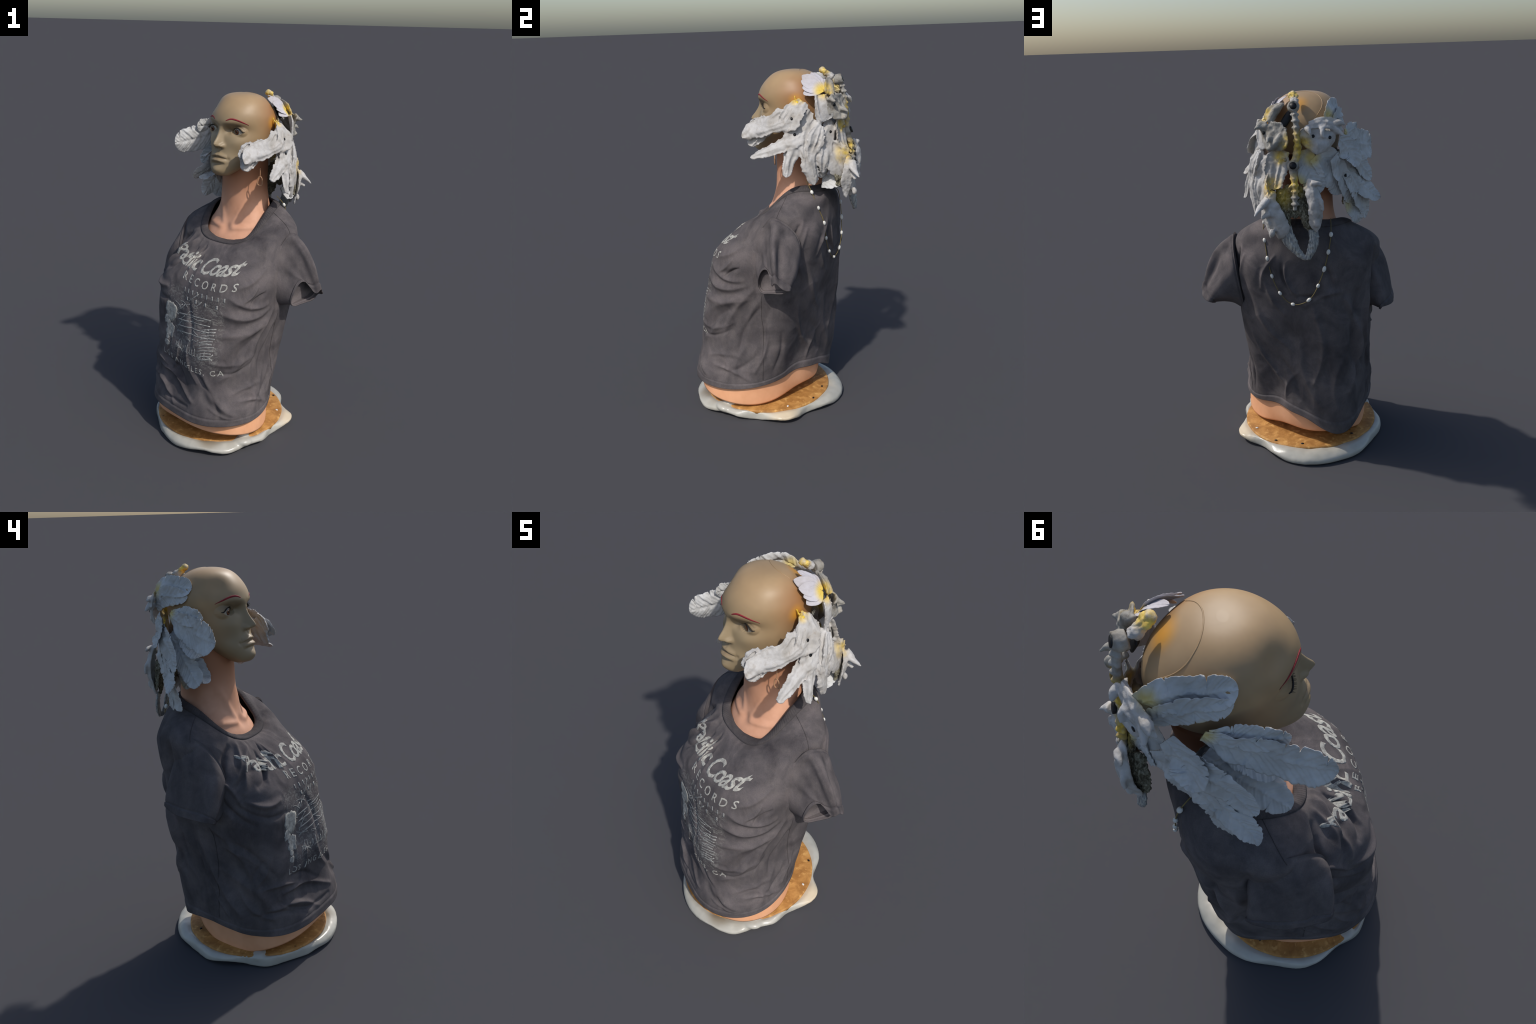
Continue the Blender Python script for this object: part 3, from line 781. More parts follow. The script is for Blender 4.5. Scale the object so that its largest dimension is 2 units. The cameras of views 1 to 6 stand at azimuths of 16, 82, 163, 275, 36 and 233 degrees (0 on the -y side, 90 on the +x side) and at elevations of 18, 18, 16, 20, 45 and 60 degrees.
def text_mesh(body, size, shear=0.0, bold=0.0, spacing=1.0):
    cu = bpy.data.curves.new("t", 'FONT'); cu.body = body; cu.size = size; cu.shear = shear; cu.offset = bold
    cu.space_character = spacing; cu.align_x = 'CENTER'; cu.resolution_u = 3
    ob = bpy.data.objects.new("t", cu); bpy.context.scene.collection.objects.link(ob)
    dg = bpy.context.evaluated_depsgraph_get(); me = bpy.data.meshes.new_from_object(ob.evaluated_get(dg))
    bpy.data.objects.remove(ob); bpy.data.curves.remove(cu)
    bm = bmesh.new(); bm.from_mesh(me); bpy.data.meshes.remove(me)
    bmesh.ops.remove_doubles(bm, verts=bm.verts, dist=1e-5)
    xs = [v.co.x for v in bm.verts]; ys = [v.co.y for v in bm.verts]
    for ax, lo, hi in ((0, min(xs), max(xs)), (1, min(ys), max(ys))):
        s = lo + 0.008
        while s < hi:
            no = Vector((1, 0, 0)) if ax == 0 else Vector((0, 1, 0))
            bmesh.ops.bisect_plane(bm, geom=list(bm.verts) + list(bm.edges) + list(bm.faces), plane_co=no * s, plane_no=no)
            s += 0.008
    bmesh.ops.triangulate(bm, faces=bm.faces)
    bm.verts.ensure_lookup_table()
    V = np.array([(v.co.x, v.co.y) for v in bm.verts]); F = [tuple(v.index for v in f.verts) for f in bm.faces]
    bm.free(); return V, F

def lettering(name, body, size, centre, width, arc=0.0, slant=0.0, mat=None, **kw):
    V, F = text_mesh(body, size, **kw)
    w = V[:, 0].max() - V[:, 0].min(); mid = (V[:, 0].max() + V[:, 0].min()) / 2
    x = (V[:, 0] - mid) * (width / w)
    z = V[:, 1] + arc * (x / (width / 2)) ** 2 + slant * x
    decal(name, np.stack([centre[0] + x, centre[1] + z], 1), F, mat or PRINT)

lettering("printed_script", "Pacific Coast", 0.105, (-0.065, 1.020), 0.53, arc=0.030, shear=0.35, bold=0.002, spacing=0.9)
lettering("printed_word", "RECORDS", 0.058, (0.030, 0.955), 0.37, arc=0.014, bold=0.0006, spacing=1.7)
lettering("printed_word", "LOS ANGELES, CA", 0.046, (-0.03, 0.478), 0.47, arc=0.012, bold=0.0004, spacing=1.4)

# faded picture: big pale disc, fringe of rays, bars and strokes
def blob(cx, cz, rx, rz, rough=0.12, seed=0, n=40, rings=5):
    a = np.linspace(0, 2 * math.pi, n, endpoint=False)
    k = 1 + rough * fbm(np.stack([np.cos(a) * 2, np.sin(a) * 2, 0 * a + seed], -1), 3, seed)
    V = [(cx, cz)]; F = []
    for i in range(1, rings + 1):
        V += [(cx + rx * k[j] * i / rings * math.cos(a[j]), cz + rz * k[j] * i / rings * math.sin(a[j])) for j in range(n)]
    F += [(0, 1 + j, 1 + (j + 1) % n) for j in range(n)]
    for i in range(rings - 1):
        F += [(1 + i * n + j, 1 + (i + 1) * n + j, 1 + (i + 1) * n + (j + 1) % n, 1 + i * n + (j + 1) % n) for j in range(n)]
    return V, F

def stroke(pts, w0, w1, n=14):
    p = path(np.c_[np.array(pts), np.zeros(len(pts))], n)[:, :2]
    t = norm(np.gradient(p, axis=0)); s = np.stack([-t[:, 1], t[:, 0]], 1); w = np.linspace(w0, w1, n)[:, None]
    V = np.concatenate([p + s * w, p - s * w]); F = [(i, i + 1, n + i + 1, n + i) for i in range(n - 1)]
    return V, F

def flat_join(gs):
    V = []; F = []; o = 0
    for v, f in gs:
        V += [tuple(q) for q in v]; F += [tuple(i + o for i in q)[::-1] for q in f]; o += len(v)
    return V, F

gs = [blob(-0.212, 0.765, 0.052, 0.060, 0.14, 3)]
decal("printed_disc", *flat_join(gs), PRINT)
decal("printed_disc", *flat_join([blob(-0.215, 0.655, 0.040, 0.050, 0.25, 8), blob(-0.25, 0.70, 0.025, 0.03, .3, 9), blob(-.235, .565, .022, .018, .1, 10), blob(-.235, .60, .015, .015, .1, 11)]), GHOST, lift=.0009)
strokes = []
r = random.Random(5)
for k in range(11):          # rays fanning on her left side
    z = 0.745 - k * 0.017
    strokes.append(stroke([(0.05 + 0.01 * r.random(), z - 0.012), (0.09, z), (0.135 + 0.015 * r.random(), z + 0.006 + 0.004 * r.random())], 0.0018, 0.0035))
for k in range(9):           # hanging bars under the word
    x = -0.12 + k * 0.036
    strokes.append(stroke([(x, 0.93), (x + 0.004, 0.905)], 0.005, 0.003, 5))
    if k % 2: strokes.append(stroke([(x, 0.885), (x + 0.003, 0.865)], 0.007, 0.006, 5))
for k in range(26):          # tangled lines of the drawing
    x0 = r.uniform(-0.20, 0.08); z0 = r.uniform(0.56, 0.86); a = r.uniform(-0.5, 0.9); L = r.uniform(0.03, 0.10)
    strokes.append(stroke([(x0, z0), (x0 + L * 0.5 * math.cos(a), z0 + L * 0.5 * math.sin(a) + r.uniform(-.012, .012)), (x0 + L * math.cos(a), z0 + L * math.sin(a))], 0.0012, 0.0028, 8))
for k in range(4):           # beams across the belly
    z = 0.80 - 0.035 * k
    strokes.append(stroke([(-0.15, z - 0.03), (-0.02, z - 0.005), (0.11, z)], 0.004, 0.003, 16))
for k in range(12):          # scribbled signature
    x = -0.15 + k * 0.022
    strokes.append(stroke([(x, 0.575), (x + 0.008, 0.60 + 0.012 * (k % 3)), (x + 0.014, 0.572), (x + 0.024, 0.583)], 0.0012, 0.0016, 10))
decal("printed_picture", *flat_join(strokes), GHOST, lift=.0008, kind="stuff")

# ------------------------------------------------------------------ board and tray
TC = np.array([-0.06, -0.08])
def tray():
    nv = 240; a = np.linspace(0, 2 * math.pi, nv, endpoint=False)
    # rim radius every 15 degrees from the front towards her left
    rad = [.445, .458, .465, .468, .430, .428, .392, .440, .462, .405, .440, .470, .485, .478, .468, .455, .430, .436, .425, .394, .415, .400, .405, .425]
    r = ring_spline(rad, a) - 0.008
    lift = 0.018 * np.clip(fbm(np.stack([np.cos(a) * 2.2, np.sin(a) * 2.2, 0 * a], -1), 2, 12), -.3, 1) + 0.008
    prof = [(0.30, .050, 0), (0.385, .056, 0), (0.60, .060, 0), (0.80, .052, 0), (.93, .038, .4), (.98, .026, .9), (.985, .014, 1), (.96, .004, 1), (.88, -.004, 1), (.5, .0, .6), (.2, .0, 0)]
    rings = []
    for k, (f, z, l) in enumerate(prof):
        if k < 2 or k > 8: rr = f + 0 * a if k < 2 else 0.36 * f + 0 * a
        else: rr = 0.39 + (r - 0.39) * ((f - 0.385) / 0.615) if f > 0.385 else f + 0 * a
        if k >= 8: rr = np.minimum(r - 0.05, 0.40) * (1 if k == 8 else f)
        rings.append(np.stack([TC[0] + rr * np.sin(a), TC[1] - rr * np.cos(a), np.maximum(z + l * lift, 0.0) + 0 * a], -1))
    P = np.array(rings)
    d = np.r_[0, np.cumsum([0.09, .05, .04, .03, .02, .015, .012, .03, .1, .1])]
    P = spline(d, P.reshape(len(prof), -1), np.linspace(0, d[-1], 60)).reshape(60, nv, 3)
    P[..., 2] = np.maximum(P[..., 2], 0.0)
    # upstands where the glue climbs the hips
    for ang, hgt, wid, rr in ():
        da = np.mod(a - math.radians(ang) + math.pi, 2 * math.pi) - math.pi
        R = np.hypot(P[..., 0] - TC[0], P[..., 1] - TC[1])
        P[:34, :, 2] += (hgt * gauss(da, wid)[None] * gauss(R - rr, 0.035))[:34]
    P[..., 2] += 0.003 * fbm(P * 16, 2, 4) * (P[..., 2] > 0.015)
    return tube_geo(P)
def filler():
    """White filler climbing from the tray to the hips at two corners."""
    g = []
    for c, r, ax in (((.262, -.278, .042), (.065, .060, .030), (-.2, .2, .95)), ((.255, -.252, .075), (.026, .036, .050), (-.3, .3, .85)), ((-.375, -.235, .042), (.055, .045, .034), (.2, .1, .95))):
        g.append(ellipsoid(c, r, ax, 20, 28))
    return join(*g)
TRAY_OB = fuse("tray", join(tray(), filler()), TRAY, 0.006, 0.0015, 14, 4, smooth_iter=10)
for v in TRAY_OB.data.vertices: v.co.z = max(v.co.z, 0.0)

def board():
    nv = 200; a = np.linspace(0, 2 * math.pi, nv, endpoint=False)
    rows = [(0.1, .063), (0.378, .066), (.384, .064), (.387, .058), (.387, .045)]
    r0 = 1 + 0.006 * np.sin(3 * a + 1)
    P = np.array([np.stack([TC[0] + r * r0 * np.sin(a), TC[1] - r * r0 * np.cos(a), z + 0 * a], -1) for r, z in rows])
    return tube_geo(P)
make("board", *board(), BOARD)
for p in ((.25, .099), (.131, .236), (-.30, .16), (-.02, .27)):
    make("screw", *ellipsoid((p[0], p[1], .067), (.009, .006, .004)), BLACK if p[0] < 0.2 else PEARL)

# ------------------------------------------------------------------ headdress: her left side
left = []
def lb(sp, half, face, seed, thick=.013, cup=-.2, ripple=.005, ragged=.16, ridge=.009, tip=.07):
    left.append(blade(sp, half, face, thick, cup, ripple, ragged, .0, .0, seed, 80, 25, 0.0, tip, ridge))
# round plate over the ear
lb([(.120, .205, 1.830), (.175, .170, 1.785), (.205, .130, 1.725), (.198, .105, 1.690)], [.030, .060, .060, .045], (.9, -.1, .3), 1, cup=.15, tip=.3)
# upper jaw sweeping forward past the cheek, its end hooked down
lb([(.150, .22, 1.79), (.190, .10, 1.750), (.180, .01, 1.712), (.140, -.065, 1.69), (.134, -.134, 1.640)], [.030, .060, .055, .056, .022], (.95, -.25, .25), 2, ragged=.2)
lb([(.145, .03, 1.685), (.120, -.06, 1.660), (.112, -.100, 1.595)], [.03, .055, .030], (.9, -.4, .1), 21, ragged=.2)
lb([(.120, -.04, 1.74), (.108, -.085, 1.70), (.105, -.100, 1.66)], [.02, .035, .03], (.8, -.6, .1), 22, ragged=.2)
# lower jaw
lb([(.190, .19, 1.66), (.215, .11, 1.620), (.240, .03, 1.585), (.268, -.065, 1.556)], [.060, .045, .034, .016], (.8, -.1, .55), 3, ragged=.2)
# middle mass with the pin hole, and the long lobe under it
lb([(.140, .24, 1.79), (.190, .18, 1.70), (.215, .16, 1.60), (.235, .14, 1.53), (.256, .125, 1.446)], [.03, .065, .060, .038, .026], (.95, .1, .25), 4)
# back lobe
lb([(.145, .29, 1.73), (.185, .25, 1.64), (.205, .245, 1.54), (.195, .255, 1.46), (.183, .265, 1.394)], [.03, .060, .058, .046, .030], (.92, .3, .2), 5)
# rear plate with a pin hole, loose flap, inner lining
lb([(.075, .335, 1.73), (.115, .340, 1.67), (.150, .335, 1.59), (.160, .325, 1.51), (.150, .31, 1.45)], [.03, .050, .055, .050, .02], (.75, .7, .15), 6)
lb([(.155, .30, 1.71), (.19, .27, 1.63), (.20, .25, 1.57)], [.022, .05, .030], (.85, .5, .3), 7, cup=.1)
lb([(.09, .30, 1.66), (.13, .29, 1.58), (.13, .30, 1.50), (.10, .33, 1.45)], [.05, .08, .08, .05], (.7, .7, .1), 8, cup=0)
# sheet running back from it to the spine and the sacrum
lb([(.040, .385, 1.735), (.065, .395, 1.66), (.080, .410, 1.60), (.085, .425, 1.545)], [.045, .060, .055, .04], (.35, .93, .0), 9, cup=.1)
lb([(.125, .340, 1.61), (.130, .375, 1.54), (.115, .410, 1.46), (.10, .42, 1.41)], [.05, .075, .065, .03], (.9, .4, .0), 10, cup=.1)
lb([(.135, .300, 1.870), (.145, .310, 1.80), (.130, .325, 1.73)], [.035, .05, .05], (.85, .5, .1), 11, cup=.0)
MASK = fuse("pelvis_bone", join(*left), BONE, 0.0042, 0.0018, 30, 3, smooth_iter=2)

# fan feather above the ear
def fan(root, tips, half, face, mat, seed):
    for k, tip in enumerate(tips):
        root_, tip_ = np.array(root, float), np.array(tip, float)
        mid = (root_ + tip_) / 2 + norm(np.array(face)) * 0.012
        V, F = blade([root_, mid, tip_], [.006, half, half * 1.05, .010], face, .004, .12, .003, .05, .0010, .002, seed + k, 48, 15)
        make("feather", V, F, mat)
fan((.100, .312, 1.885), [(.122, .205, 1.872), (.112, .198, 1.905), (.086, .190, 1.938), (.050, .190, 1.962)], .030, (.8, -.15, .6), FAN, 60)
fan((.098, .315, 1.890), [(.020, .235, 1.975), (.03, .29, 1.945)], .022, (.5, .3, .8), FAN, 70)

# bright yellow flame shape over the plate
make("yellow_flame", *join(tube([(.132, .178, 1.800), (.138, .172, 1.825), (.122, .162, 1.845), (.116, .158, 1.862)], [.014, .012, .005, .002], 20, 8),
                         ellipsoid((.134, .178, 1.818), (.014, .014, .013))), GOLD)

# ------------------------------------------------------------------ headdress: her right side feathers
def feather(sp, half, face, mat, seed, **kw):
    kw = dict(dict(thick=.006, cup=.10, ripple=.011, ragged=.07, barbs=.0026, rachis=.004, splits=5), **kw)
    return make("feather", *blade(sp, half, face, seed=seed, n=170, m=27, **kw), mat)

feather([(-.170, .372, 1.868), (-.202, .300, 1.910), (-.222, .225, 1.912), (-.236, .132, 1.905)], [.030, .050, .052, .045], (-.9, .2, .35), FEATHER_B, 81)
feather([(-.185, .360, 1.810), (-.225, .290, 1.862), (-.245, .210, 1.868), (-.248, .150, 1.868)], [.030, .048, .045, .030], (-.9, .2, .2), FEATHER_B, 82)
feather([(-.258, .240, 1.788), (-.323, .103, 1.722), (-.372, .005, 1.700), (-.418, -.078, 1.688)], [.020, .070, .078, .062], (-.88, .46, .10), FEATHER_B, 83, cup=.15, ragged=.08)
feather([(-.265, .225, 1.790), (-.310, .120, 1.785), (-.345, .030, 1.785)], [.020, .045, .035], (-.89, .40, .25), FEATHER_B, 84, ragged=.13)
feather([(-.235, .335, 1.770), (-.272, .300, 1.720), (-.300, .298, 1.680), (-.318, .310, 1.628)], [.030, .062, .062, .045], (-.75, .6, .1), FEATHER_B, 85, tip=.35)
feather([(-.262, .255, 1.690), (-.295, .181, 1.612), (-.318, .128, 1.545), (-.378, .040, 1.472)], [.040, .055, .052, .048], (-.85, .15, .5), FEATHER_B, 86)
feather([(-.260, .290, 1.660), (-.300, .240, 1.565), (-.368, .198, 1.500), (-.448, .160, 1.444)], [.045, .058, .056, .036], (-.45, .75, .5), FEATHER_B, 87)
feather([(-.290, .290, 1.720), (-.335, .230, 1.650), (-.370, .180, 1.590), (-.402, .150, 1.540)], [.040, .055, .050, .030], (-.8, .5, .2), FEATHER_B, 88)
feather([(-.130, .370, 1.715), (-.185, .345, 1.640), (-.230, .320, 1.560), (-.250, .300, 1.500)], [.060, .080, .075, .055], (-.45, .88, .1), FEATHER_B, 89, ripple=.010)
feather([(-.210, .345, 1.700), (-.255, .310, 1.610), (-.285, .275, 1.520), (-.300, .245, 1.440)], [.050, .072, .066, .040], (-.65, .75, .1), FEATHER_B, 90, ripple=.010)
feather([(-.275, .285, 1.610), (-.320, .250, 1.520), (-.355, .200, 1.430), (-.386, .148, 1.340)], [.045, .062, .056, .036], (-.75, .6, .1), FEATHER_B, 94)
feather([(-.270, .270, 1.480), (-.305, .240, 1.420), (-.325, .225, 1.370), (-.335, .210, 1.33)], [.030, .050, .050, .034], (-.6, .75, .2), FEATHER_B, 91)
feather([(-.205, .205, 1.610), (-.245, .140, 1.535), (-.290, .085, 1.490), (-.335, .045, 1.470)], [.040, .062, .060, .040], (-.60, -.60, .50), FEATHER_B, 95, cup=.05)
feather([(-.235, .205, 1.705), (-.275, .125, 1.640), (-.325, .060, 1.590)], [.030, .052, .036], (-.70, -.40, .50), FEATHER_B, 96, cup=.05)
feather([(-.060, .385, 1.730), (-.080, .395, 1.650), (-.110, .400, 1.580), (-.140, .390, 1.520)], [.040, .060, .060, .045], (-.3, .95, .0), FEATHER_B, 93, ripple=.010)
feather([(-.230, .240, 1.680), (-.255, .190, 1.590), (-.265, .170, 1.500), (-.250, .190, 1.42)], [.05, .062, .052, .03], (-.9, .1, .2), FEATHER_B, 92)

# ------------------------------------------------------------------ headdress: back of the head
# skull halves either side of the spine
def skull_left():
    g = [blade([(.150, .345, 1.860), (.128, .365, 1.820), (.115, .385, 1.775), (.105, .405, 1.735)], [.020, .042, .045, .018], (.75, .65, .1), .018, -.3, .010, .12, seed=101),
         blade([(.100, .365, 1.855), (.060, .395, 1.815), (.060, .410, 1.770), (.085, .410, 1.735)], [.015, .045, .050, .020], (.1, .97, .1), .016, .35, .008, .10, seed=102),
         tube([(.020, .375, 1.835), (.045, .400, 1.800), (.075, .420, 1.760), (.105, .420, 1.738)], [.012, .016, .018, .010], 20, 10),
         tube([(.030, .33, 1.945), (.075, .345, 1.905), (.100, .355, 1.860)], [.010, .020, .018], 18, 10),
         blade([(.040, .330, 1.945), (.090, .335, 1.905), (.118, .330, 1.865)], [.012, .030, .020], (.5, .8, .5), .012, .1, .006, .1, seed=103),
         tube([(.145, .36, 1.845), (.160, .372, 1.840), (.168, .385, 1.836)], [.016, .012, .004], 12, 8),
         tube([(.10, .40, 1.79), (.105, .425, 1.785), (.108, .442, 1.775)], [.014, .010, .004], 12, 8)]
    return join(*g)
fuse("skull_bone", skull_left(), BONE_DARK, 0.0045, 0.004, 40, 8)
def skull_right():
    g = [blade([(-.045, .400, 1.800), (-.100, .412, 1.795), (-.160, .402, 1.790), (-.215, .375, 1.800)], [.030, .060, .062, .035], (-.15, .95, .2), .022, -.35, .008, .10, seed=111),
         blade([(-.090, .405, 1.845), (-.150, .395, 1.858), (-.215, .375, 1.842), (-.255, .355, 1.815)], [.020, .028, .034, .012], (-.3, .8, .5), .016, .2, .006, .1, seed=112),
         tube([(-.075, .408, 1.838), (-.090, .430, 1.825), (-.098, .446, 1.800)], [.016, .013, .005], 14, 8),
         tube([(-.150, .395, 1.850), (-.150, .418, 1.830), (-.160, .430, 1.790)], [.012, .012, .008], 14, 8),
         blade([(-.125, .415, 1.780), (-.130, .418, 1.740), (-.125, .410, 1.712)], [.055, .055, .02], (-.1, 1, .0), .018, -.2, .006, .08, seed=113),
         tube([(-.20, .375, 1.825), (-.232, .385, 1.810), (-.253, .392, 1.794)], [.020, .015, .005], 14, 8),
         tube([(-.205, .37, 1.845), (-.235, .375, 1.855), (-.262, .37, 1.842)], [.018, .014, .006], 14, 8)]
    return join(*g)
fuse("skull_bone", skull_right(), BONE, 0.0045, 0.003, 36, 9)

# spine column with knobbly vertebrae
def spine_bones():
    ctr = path([(-.018, .375, 1.940), (-.024, .395, 1.895), (-.029, .405, 1.853), (-.033, .410, 1.800), (-.035, .415, 1.745), (-.026, .420, 1.700), (-.014, .420, 1.660),
                (-.016, .440, 1.600), (-.020, .448, 1.555), (-.019, .455, 1.500), (-.017, .460, 1.450)], 34)
    g = [tube(ctr, [.012, .013, .014, .016, .018, .018, .018, .014, .012, .010], 60, 12)]
    for k in range(1, 33, 2):
        p = ctr[k]
        g.append(ellipsoid(p + [0, .010, .002], (.011, .012, .008)))
        g.append(ellipsoid(p + [.012, -.002, 0], (.010, .009, .007))); g.append(ellipsoid(p + [-.012, -.002, 0], (.010, .009, .007)))
    for c in ((-.018, .378, 1.935), (-.012, .420, 1.660)):
        g.append(tube([np.array(c) - [0, .02, 0], np.array(c), np.array(c) + [0, .022, .006]], [.026, .030, .023], 10, 18))
    g.append(tube([(-.02, .445, 1.58), (.004, .452, 1.566), (.012, .455, 1.560)], [.012, .008, .004], 10, 8))
    g.append(tube([(.02, .41, 1.69), (.035, .415, 1.685)], [.012, .010], 8, 8))
    return join(*g)
fuse("spine", spine_bones(), BONE_DARK, 0.0038, 0.002, 60, 6, smooth_iter=2)
for c, r in (((-.018, .401, 1.939), .0165), ((-.012, .452, 1.666), .0175)):
    make("socket_plug", *tube([np.array(c) - [0, .006, .0016], np.array(c) + [0, .0012, .001]], [r, r], 4, 20), BLACK)

# knob on the crown
g = [tube([(-.020, .345, 1.945), (-.018, .325, 1.962), (-.014, .300, 1.975), (-.012, .282, 1.985)], [.020, .018, .016, .008], 20, 12),
     ellipsoid((-.014, .292, 1.984), (.022, .016, .014)), ellipsoid((-.002, .300, 1.980), (.012, .012, .012)), ellipsoid((-.030, .305, 1.974), (.014, .012, .012))]
fuse("crown_knob", join(*g), BONE, 0.004, 0.006, 55, 13)

# black hair clip with three slits
CLIP = make("hair_clip", *tube([(-.002, .335, 1.905), (.018, .346, 1.873), (.040, .352, 1.838)], [.016, .021, .018], 16, 14, hint=(.2, .9, .3), flat=.45), BLACK)

# sacrum: two wings, porous middle, striated tail
SHIFT = np.array([0, -.016, -.006])
def shifted(g): return g[0] + SHIFT, g[1]
def wing_left():
    g = [blade([(.085, .452, 1.548), (.105, .475, 1.500), (.085, .480, 1.430), (.060, .478, 1.365), (.065, .470, 1.315)], [.018, .044, .046, .050, .030], (.35, .92, .1), .020, -.35, .008, .08, seed=121),
         tube([(.110, .475, 1.515), (.140, .490, 1.485), (.162, .508, 1.460), (.176, .524, 1.440)], [.028, .024, .016, .004], 20, 12, flat=.7),
         blade([(.115, .455, 1.520), (.135, .455, 1.450), (.120, .450, 1.380), (.110, .450, 1.310)], [.02, .03, .03, .01], (.85, .4, .1), .014, .1, .008, .15, seed=122),
         tube([(.10, .49, 1.45), (.13, .495, 1.435), (.143, .50, 1.425)], [.018, .014, .008], 12, 10),
         ellipsoid((.095, .492, 1.350), (.016, .014, .022))]
    return join(*g)
def wing_right():
    g = [blade([(-.095, .475, 1.610), (-.100, .485, 1.560), (-.115, .492, 1.490), (-.118, .488, 1.420), (-.120, .468, 1.345)], [.014, .034, .034, .036, .016], (-.25, .95, .0), .022, -.4, .009, .08, seed=131),
         tube([(-.100, .485, 1.59), (-.130, .492, 1.588), (-.148, .490, 1.580)], [.016, .013, .006], 12, 10),
         tube([(-.07, .475, 1.56), (-.06, .470, 1.568)], [.016, .006], 8, 8),
         tube([(-.130, .49, 1.52), (-.146, .503, 1.495), (-.15, .500, 1.46)], [.012, .010, .008], 12, 8),
         ellipsoid((-.105, .500, 1.485), (.018, .014, .030)), ellipsoid((-.120, .496, 1.400), (.018, .014, .026))]
    return join(*g)
SAC = fuse("sacrum_wing", shifted(wing_left()), BONE, 0.0045, 0.003, 36, 21)
fuse("sacrum_wing", shifted(wing_right()), BONE, 0.0045, 0.003, 36, 22)
g = [blade([(.040, .440, 1.560), (.045, .452, 1.500), (.040, .458, 1.430), (.025, .460, 1.350)], [.030, .042, .038, .025], (.2, .95, .0), .022, .0, .010, .10, seed=141),
     blade([(-.055, .445, 1.560), (-.055, .455, 1.500), (-.070, .462, 1.430), (-.095, .462, 1.340)], [.025, .036, .030, .022], (-.2, .95, .0), .022, .0, .010, .10, seed=142),
     blade([(-.008, .440, 1.575), (-.010, .452, 1.510), (-.014, .456, 1.450), (-.015, .456, 1.415)], [.045, .050, .040, .030], (0, 1, 0), .018, .0, .008, .10, seed=145),
     blade([(.100, .425, 1.535), (.115, .425, 1.450), (.105, .430, 1.37)], [.04, .045, .03], (.8, .5, .1), .016, .0, .01, .12, seed=143),
     blade([(-.100, .440, 1.55), (-.12, .450, 1.47), (-.125, .450, 1.37)], [.03, .035, .02], (-.7, .5, .1), .016, .0, .01, .12, seed=144)]
fuse("sacrum_core", shifted(join(*g)), POROUS, 0.0045, 0.005, 60, 24, smooth_iter=2)
g = [blade([(.040, .462, 1.375), (.015, .470, 1.310), (-.030, .480, 1.245), (-.066, .486, 1.208)], [.036, .036, .024, .012], (.25, .95, .2), .018, -.1, .004, .06, seed=151),
     blade([(-.105, .462, 1.360), (-.104, .472, 1.300), (-.088, .482, 1.245), (-.068, .486, 1.208)], [.026, .026, .022, .014], (-.25, .95, .2), .018, -.1, .004, .06, seed=152)]
fuse("tail_bone", shifted(join(*g)), FRINGE, 0.004, 0.003, 70, 25, smooth_iter=3)
# strap of feathers joining the sacrum to the nape
feather([(.110, .300, 1.40), (.100, .360, 1.395), (.090, .420, 1.42)], [.04, .045, .03], (.6, .2, .6), FEATHER_B, 160)

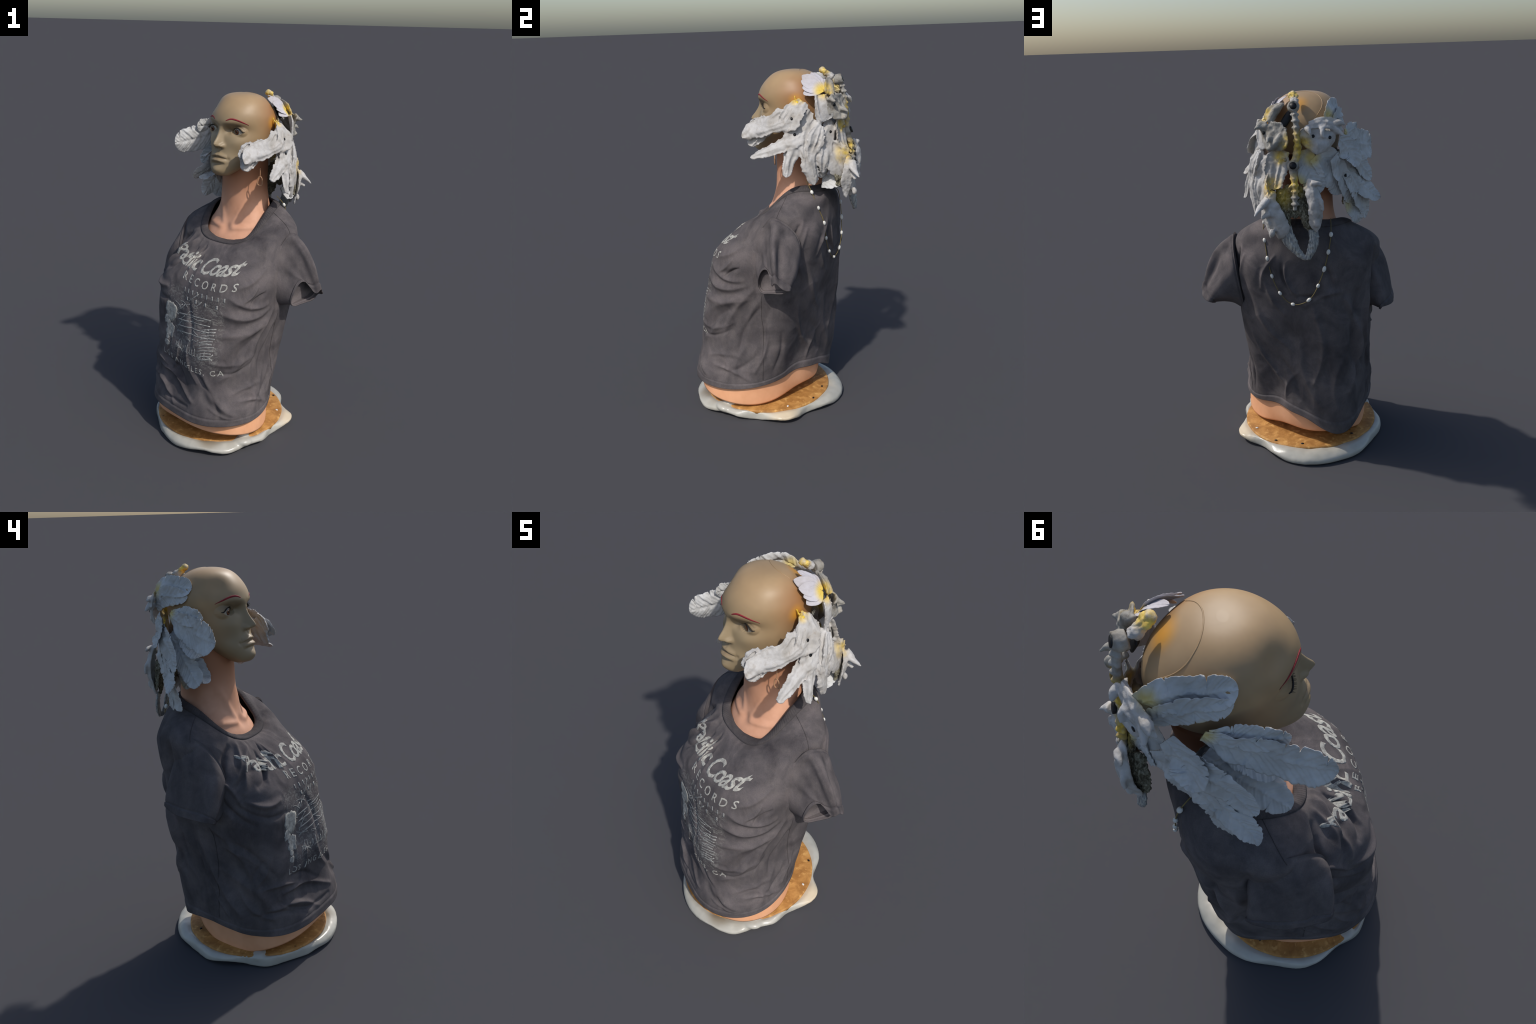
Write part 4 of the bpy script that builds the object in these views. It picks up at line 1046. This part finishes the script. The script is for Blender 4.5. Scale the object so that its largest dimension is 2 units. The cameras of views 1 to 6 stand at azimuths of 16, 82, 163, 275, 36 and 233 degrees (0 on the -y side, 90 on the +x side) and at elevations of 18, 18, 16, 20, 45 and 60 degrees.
# pin holes, seated on whichever bone or feather lies nearest
from mathutils.bvhtree import BVHTree
def seat(p, names, look):
    best = None
    for ob in bpy.data.objects:
        if ob.type == 'MESH' and ob.name.split('.')[0] in names:
            t = BVHTree.FromPolygons([v.co[:] for v in ob.data.vertices], [q.vertices[:] for q in ob.data.polygons])
            d = Vector(look).normalized(); h = t.ray_cast(Vector(p) + d * 0.08, -d, 0.16)
            if h[0] is not None and (best is None or h[3] < best[2]): best = (h[0], h[1], h[3])
    return best
for c, nrm in (((.195, .152, 1.750), (.95, -.1, .3)), ((.193, .168, 1.665), (.95, 0, .3)), ((.107, .338, 1.669), (.7, .7, .1)),
               ((-.109, .414, 1.798), (-.1, 1, .2)), ((-.186, .400, 1.789), (-.3, .95, .1)), ((-.258, .295, 1.590), (-.6, .8, 0)), ((.114, .360, 1.814), (.8, .6, 0))):
    h = seat(c, ("pelvis_bone", "skull_bone", "feather"), nrm)
    if h is None: continue
    q = np.array(h[0]); n_ = norm(np.array(nrm))
    make("pin", *tube([q - n_ * .012, q + n_ * .0016], [.0082, .0082], 4, 18, hint=(.2, .1, .97)), BLACK)

# ------------------------------------------------------------------ jewellery
beads = [(.151, .248, 1.346), (.149, .282, 1.257), (.136, .313, 1.168), (.115, .320, 1.075), (.075, .333, .986), (.009, .352, .931),
         (-.074, .374, .962), (-.122, .384, 1.041), (-.154, .380, 1.128), (-.176, .372, 1.215), (-.190, .350, 1.300)]
cord = path([(.120, .215, 1.40)] + beads + [(-.190, .300, 1.37)], 200)
NECKL = make("necklace_cord", *tube(cord, [.0022, .0022], 200, 6), CORD)
bv, bf = ellipsoid((0, 0, 0), (.0095, .0095, .0135))
proto = None
for k, b in enumerate(beads):
    i = np.argmin(np.linalg.norm(cord - np.array(b), axis=1)); tg = norm(cord[min(i + 1, 199)] - cord[max(i - 1, 0)])
    if proto is None: ob = proto = make("pearl", bv, bf, PEARL, NECKL)
    else:
        ob = proto.copy(); bpy.context.scene.collection.objects.link(ob)
    ob.location = b; ob.rotation_mode = 'QUATERNION'
    ob.rotation_quaternion = Vector((0, 0, 1)).rotation_difference(Vector(tg))
    s = 0.9 + 0.2 * random.random(); ob.scale = (s, s, s * (0.9 + 0.3 * random.random()))

a = np.linspace(0, 2 * math.pi, 30)
loop = [(.119 + .0165 * math.sin(t) * (1 + .2 * math.cos(t * 2)), .040 + .004 * math.sin(t), 1.515 + .026 * math.cos(t) + .004 * math.cos(2 * t)) for t in a]
make("earring", *join(tube(loop, [.0026, .0034, .0026], 60, 7), tube([(.119, .04, 1.541), (.118, .042, 1.56), (.115, .045, 1.59)], [.002, .003], 10, 6)), RINGMAT)
